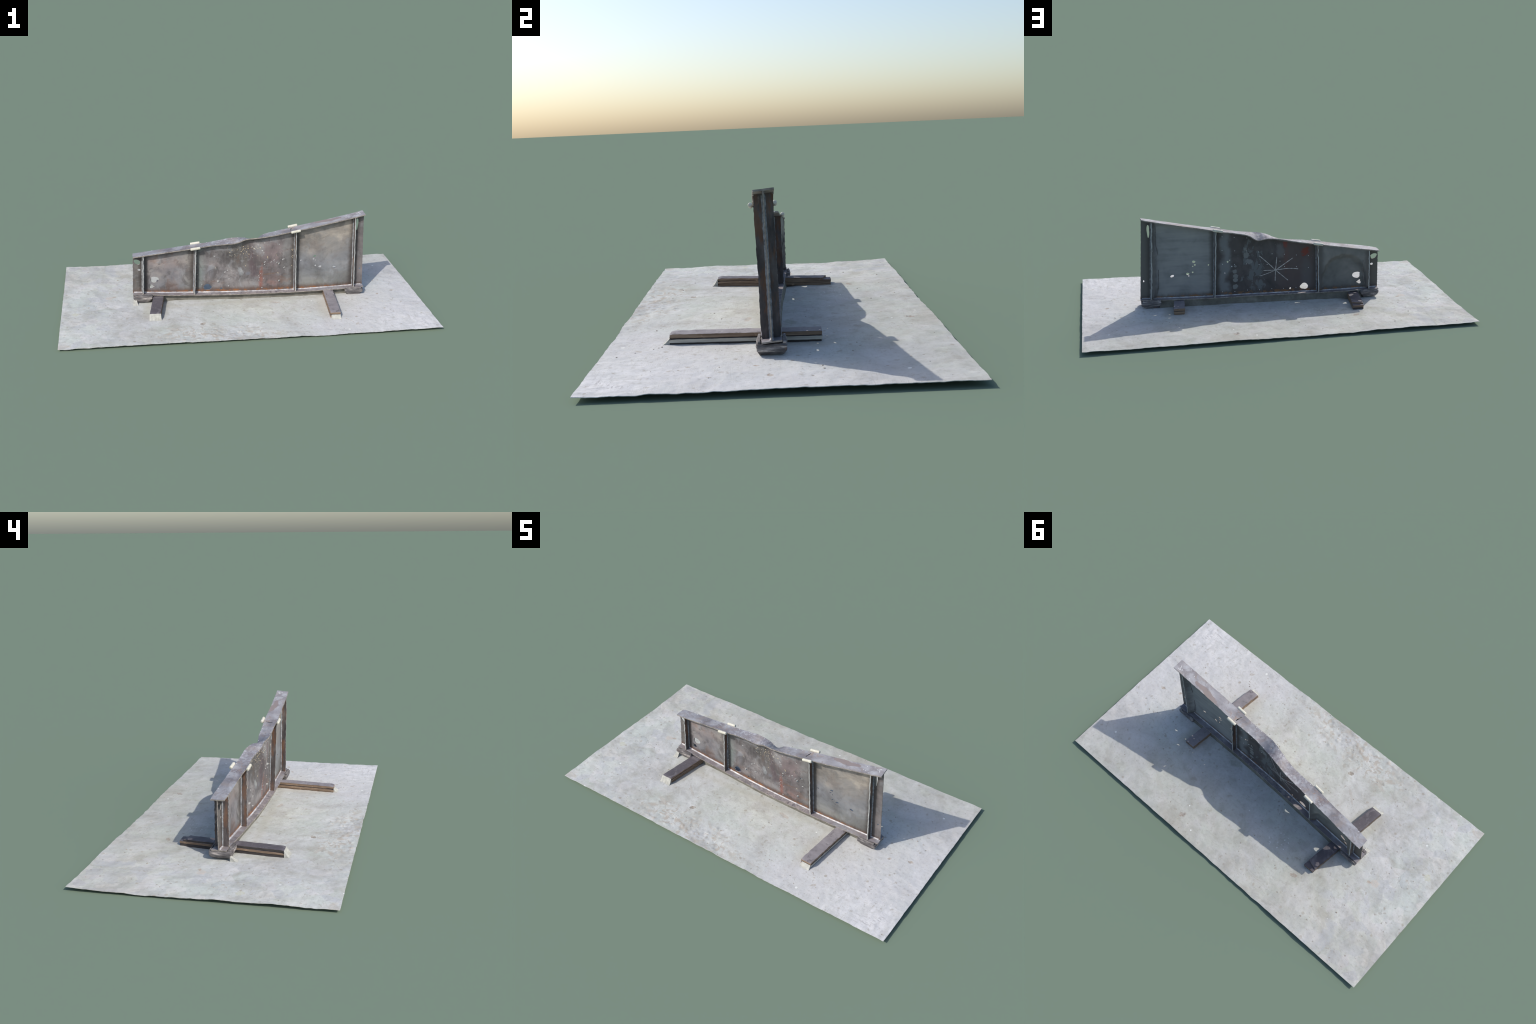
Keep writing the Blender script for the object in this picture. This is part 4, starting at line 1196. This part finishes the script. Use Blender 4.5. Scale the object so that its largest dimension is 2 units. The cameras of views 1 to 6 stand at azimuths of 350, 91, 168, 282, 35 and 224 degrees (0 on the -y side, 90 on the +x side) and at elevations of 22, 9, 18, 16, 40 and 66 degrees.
bearer([
    (((0.4325, 0.4885, -0.3345), (0.4730, 0.5300, 0.1370), 0.0427, 0.0465, 0.0128, 3), (M_FILM_WORN, M_PLY, M_PLY, M_PLY)),
    (((0.4345, 0.4860, -0.3325), (0.4750, 0.5275, 0.1350), 0.0305, 0.0343, 0.0040, 4), (M_DARKWOOD, M_DARKWOOD, M_DARKWOOD, M_DARKWOOD)),
    (((0.4320, 0.4895, -0.3355), (0.4735, 0.5310, 0.1375), 0.0272, 0.0310, 0.0118, 5), (M_FILM, M_PLY_PALE, M_PLY, M_PLY)),
    (((0.4345, 0.4860, -0.3345), (0.4760, 0.5275, 0.1355), 0.0165, 0.0205, 0.0100, 6), (M_DARKWOOD, M_DARKWOOD, M_PLY, M_PLY)),
], "stack of worn film-faced plywood strips laid crosswise")
bearer([
    (((-0.5290, -0.4725, -0.2470), (-0.4710, -0.4150, 0.2080), 0.0440, 0.0402, 0.0100, 13, -0.016), (M_FILM, M_PLY, M_PLY, M_DARKWOOD)),
    (((-0.5265, -0.4750, -0.2460), (-0.4690, -0.4175, 0.2060), 0.0345, 0.0307, 0.0030, 14, -0.014), (M_DARKWOOD, M_DARKWOOD, M_DARKWOOD, M_DARKWOOD)),
    (((-0.5295, -0.4715, -0.2480), (-0.4700, -0.4110, 0.2260), 0.0318, 0.0325, 0.0110, 15), (M_FILM, M_PLY, M_PLY, M_PLY)),
    (((-0.5285, -0.4725, -0.2470), (-0.4690, -0.4115, 0.2245), 0.0205, 0.0210, 0.0130, 16), (M_DARKWOOD, M_PLY, M_DARKWOOD, M_DARKWOOD)),
], "stack of dark film-faced plywood strips with tapered end")


# -------------------------------------------------------------------- floor
FLOOR_PTS = [(-0.999, 0.523, 0.0125), (-0.992, -0.536, 0.0095), (0.993, 0.537, 0.0155), (1.0, -0.523, 0.0145), (-0.254, -0.335, 0.0105), (0.173, -0.103, 0.0080),
             (0.871, -0.02, 0.0140), (-0.744, 0.056, 0.0060), (0.249, 0.447, 0.0135), (0.99, 0.05, 0.0165), (0.99, -0.40, 0.0115), (0.0, -0.525, 0.0085), (0.41, -0.525, 0.0072),
             (0.8, -0.525, 0.0110), (-0.5, -0.53, 0.0115), (0.5, 0.535, 0.0140), (-0.2, 0.53, 0.0085), (-0.6, 0.525, 0.0140), (-0.98, 0.20, 0.0048), (-0.98, -0.2, 0.0120),
             (-0.85, 0.40, 0.0128), (-0.80, -0.10, 0.0105), (-0.70, 0.30, 0.0095), (-0.62, -0.25, 0.0105), (0.0, 0.0, 0.0065), (0.0, 0.25, 0.0095), (0.48, -0.15, 0.0090), (-0.45, -0.02, 0.0065), (0.65, 0.0, 0.0110), (-0.56, 0.02, 0.0055), (-0.3, -0.15, 0.0075)]


def floor_base(x, y):
    sw = sz = 0.0
    for px, py, pz in FLOOR_PTS:
        d2 = (x - px) ** 2 + (y - py) ** 2
        w = 1.0 / (d2 + 0.006) ** 1.6
        sw += w
        sz += w * pz
    return sz / sw + 0.0012


NX, NY = 420, 226
base_cache = [[floor_base(lerp(-1, 1, i / 33), lerp(-0.54, 0.54, j / 18)) for j in range(19)] for i in range(34)]
pits = [(-0.256, -0.331, 0.012, 0.0030), (0.173, -0.102, 0.014, 0.0020), (0.871, -0.02, 0.010, 0.0022), (0.25, 0.446, 0.013, 0.0020), (-0.11, -0.505, 0.014, 0.002)]
rng = random.Random(11)
for _ in range(70):
    pits.append((rng.gauss(-0.16, 0.17), rng.gauss(-0.455, 0.045), rng.uniform(0.005, 0.014), rng.choice((-1, 1, 1)) * rng.uniform(0.0014, 0.0028)))
for _ in range(90):
    pits.append((rng.uniform(-0.97, 0.97), rng.uniform(-0.5, 0.5), rng.uniform(0.005, 0.009), rng.uniform(0.0009, 0.0018)))
pit_bins = {}
for p in pits:
    for a in range(int((p[0] - 0.04) * 10) - 1, int((p[0] + 0.04) * 10) + 2):
        pit_bins.setdefault(a, []).append(p)


def floor_z(x, y):
    fi, fj = min(32.999, max(0, (x + 1) / 2 * 33)), min(17.999, max(0, (y + 0.54) / 1.08 * 18))
    i, j = int(fi), int(fj)
    a, b = fi - i, fj - j
    z = lerp(lerp(base_cache[i][j], base_cache[i + 1][j], a), lerp(base_cache[i][j + 1], base_cache[i + 1][j + 1], a), b)
    rim = max(abs(x) ** 4, (abs(y) / 0.53) ** 5)
    z += nz((x, y, 0), 7, 51) * (0.0016 + 0.0016 * rim) + nz((x, y, 0), 26, 57) * (0.0006 + 0.0007 * rim)
    for px, py, r, d in pit_bins.get(int(x * 10), ()):
        q = ((x - px) ** 2 + (y - py) ** 2) / (r * r)
        if q < 6:
            z -= d * math.exp(-q * 1.4)
    # hollow hidden under the girder: the lowest spot of the slab
    z -= 0.0085 * math.exp(-((x + 0.46) / 0.05) ** 2 - ((y - 0.02) / 0.05) ** 2)
    return z


CORNERS = {(0, 0): (-0.992, -0.536), (1, 0): (1.0, -0.523), (0, 1): (-0.999, 0.523), (1, 1): (0.993, 0.537)}


def floor_xy(u, v):
    x = lerp(lerp(-0.992, 1.0, u), lerp(-0.999, 0.993, u), v)
    y = lerp(lerp(-0.536, -0.523, u), lerp(0.523, 0.537, u), v)
    k = math.sin(math.pi * u) * math.sin(math.pi * v)
    if v in (0, 1):
        y += nz((x, v, 0), 14, 61) * 0.0022 * math.sin(math.pi * u) - (0.004 if v == 0 else -0.004) * 0 
    if u in (0, 1):
        x += nz((u, y, 0), 14, 67) * 0.0016 * math.sin(math.pi * v)
    return x, y


def floor_fn(u, v, w):
    x, y = floor_xy(u, v)
    return V((x, y, floor_z(x, y) - (0.0018 if w == 0 else 0)))


floor_me = box_grid(NX, NY, 1, floor_fn, name="concrete_floor")
zmin = min(v.co.z for v in floor_me.vertices)
for v in floor_me.vertices:      # lowest point sits on z = 0 (tiny shift of the low spots only)
    if zmin < 0 and v.co.z < 0.0035:
        v.co.z = 0.0035 * (v.co.z - zmin) / (0.0035 - zmin)
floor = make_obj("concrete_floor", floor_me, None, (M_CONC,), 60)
floor["label"] = "rectangular patch of pale stained concrete floor, slightly wavy"
floor["category"] = "concrete floor"


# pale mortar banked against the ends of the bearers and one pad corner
def bank(x0, x1, y_top, z_top, y_foot, flare, seed):
    def fn(u, v, w):      # v from the wall outwards, w from the floor up
        x = lerp(x0 - flare * v * 0.6, x1 + flare * v, u)
        y = lerp(y_top, y_foot + nz((x, 0, 0), 45, seed) * 0.006, v ** 0.8)
        prof = (1 - v) ** 2.2
        zf = floor_z(x, y)
        z = lerp(zf - 0.001, zf + 0.0012 * (1 - v) + (z_top - zf) * prof, w)
        return V((x, y, z + nz((x, y, z), 60, seed) * 0.0008 * w))
    return box_grid(18, 14, 1, fn, name="mortar_bank")


for args in ((-0.5305, -0.4705, -0.2470, 0.0405, -0.2720, 0.004, 1), (0.4380, 0.4880, -0.3345, 0.0265, -0.3560, 0.003, 2), (-0.6080, -0.5920, -0.0330, 0.0300, -0.0680, 0.010, 3)):
    make_obj("mortar_bank", bank(*args), floor, (M_MORTAR,), 60)

# dark olive infill closing the gap between floor and bottom flange
def gap_infill(x0, x1):
    def fn(u, v, w):
        x = lerp(x0, x1, u)
        yn, z0 = BOT_NEAR(x)
        yf, z1 = BOT_FAR(x)
        spread = 0.0035 - 0.007 * (1 - w) ** 2.5
        y = lerp(yn + 0.022 - 0.006 * (1 - w) ** 2, yf - spread, v)
        zt = lerp(z0, z1, v) - T_BOT * 0.6
        zf = max(0.0005, floor_z(x, y) - 0.001)
        return V((x, y + (nz((x, v, w), 24, 71) * 0.0012 if v in (0, 1) else 0), lerp(zf, zt, w)))
    return box_grid(max(6, int((x1 - x0) / 0.006)), 4, 8, fn, name="dark_gap_infill")


for a, b in ((-0.512, -0.490), (-0.4480, 0.4660), (0.506, 0.5950)):
    if b - a > 0.02:
        make_obj("dark_gap_infill", gap_infill(a, b), floor, (M_INFILL,), 50)

# loose crumbs on the floor
crumbs = []
for i in range(70):
    x, y = rng.uniform(-0.95, 0.95), rng.uniform(-0.5, 0.5)
    if -0.09 < y < 0.08 and -0.66 < x < 0.74:
        continue
    r = rng.uniform(0.0012, 0.0032)
    crumbs.append(lump((x, y, floor_z(x, y) + r * 0.15), r, i, (rng.uniform(0.8, 1.6), 1, 0.5)))
cr = make_obj("floor_crumb", join_meshes(crumbs, "floor_crumb"), floor, (M_CHIP,), 60)
cr["kind"] = "stuff"
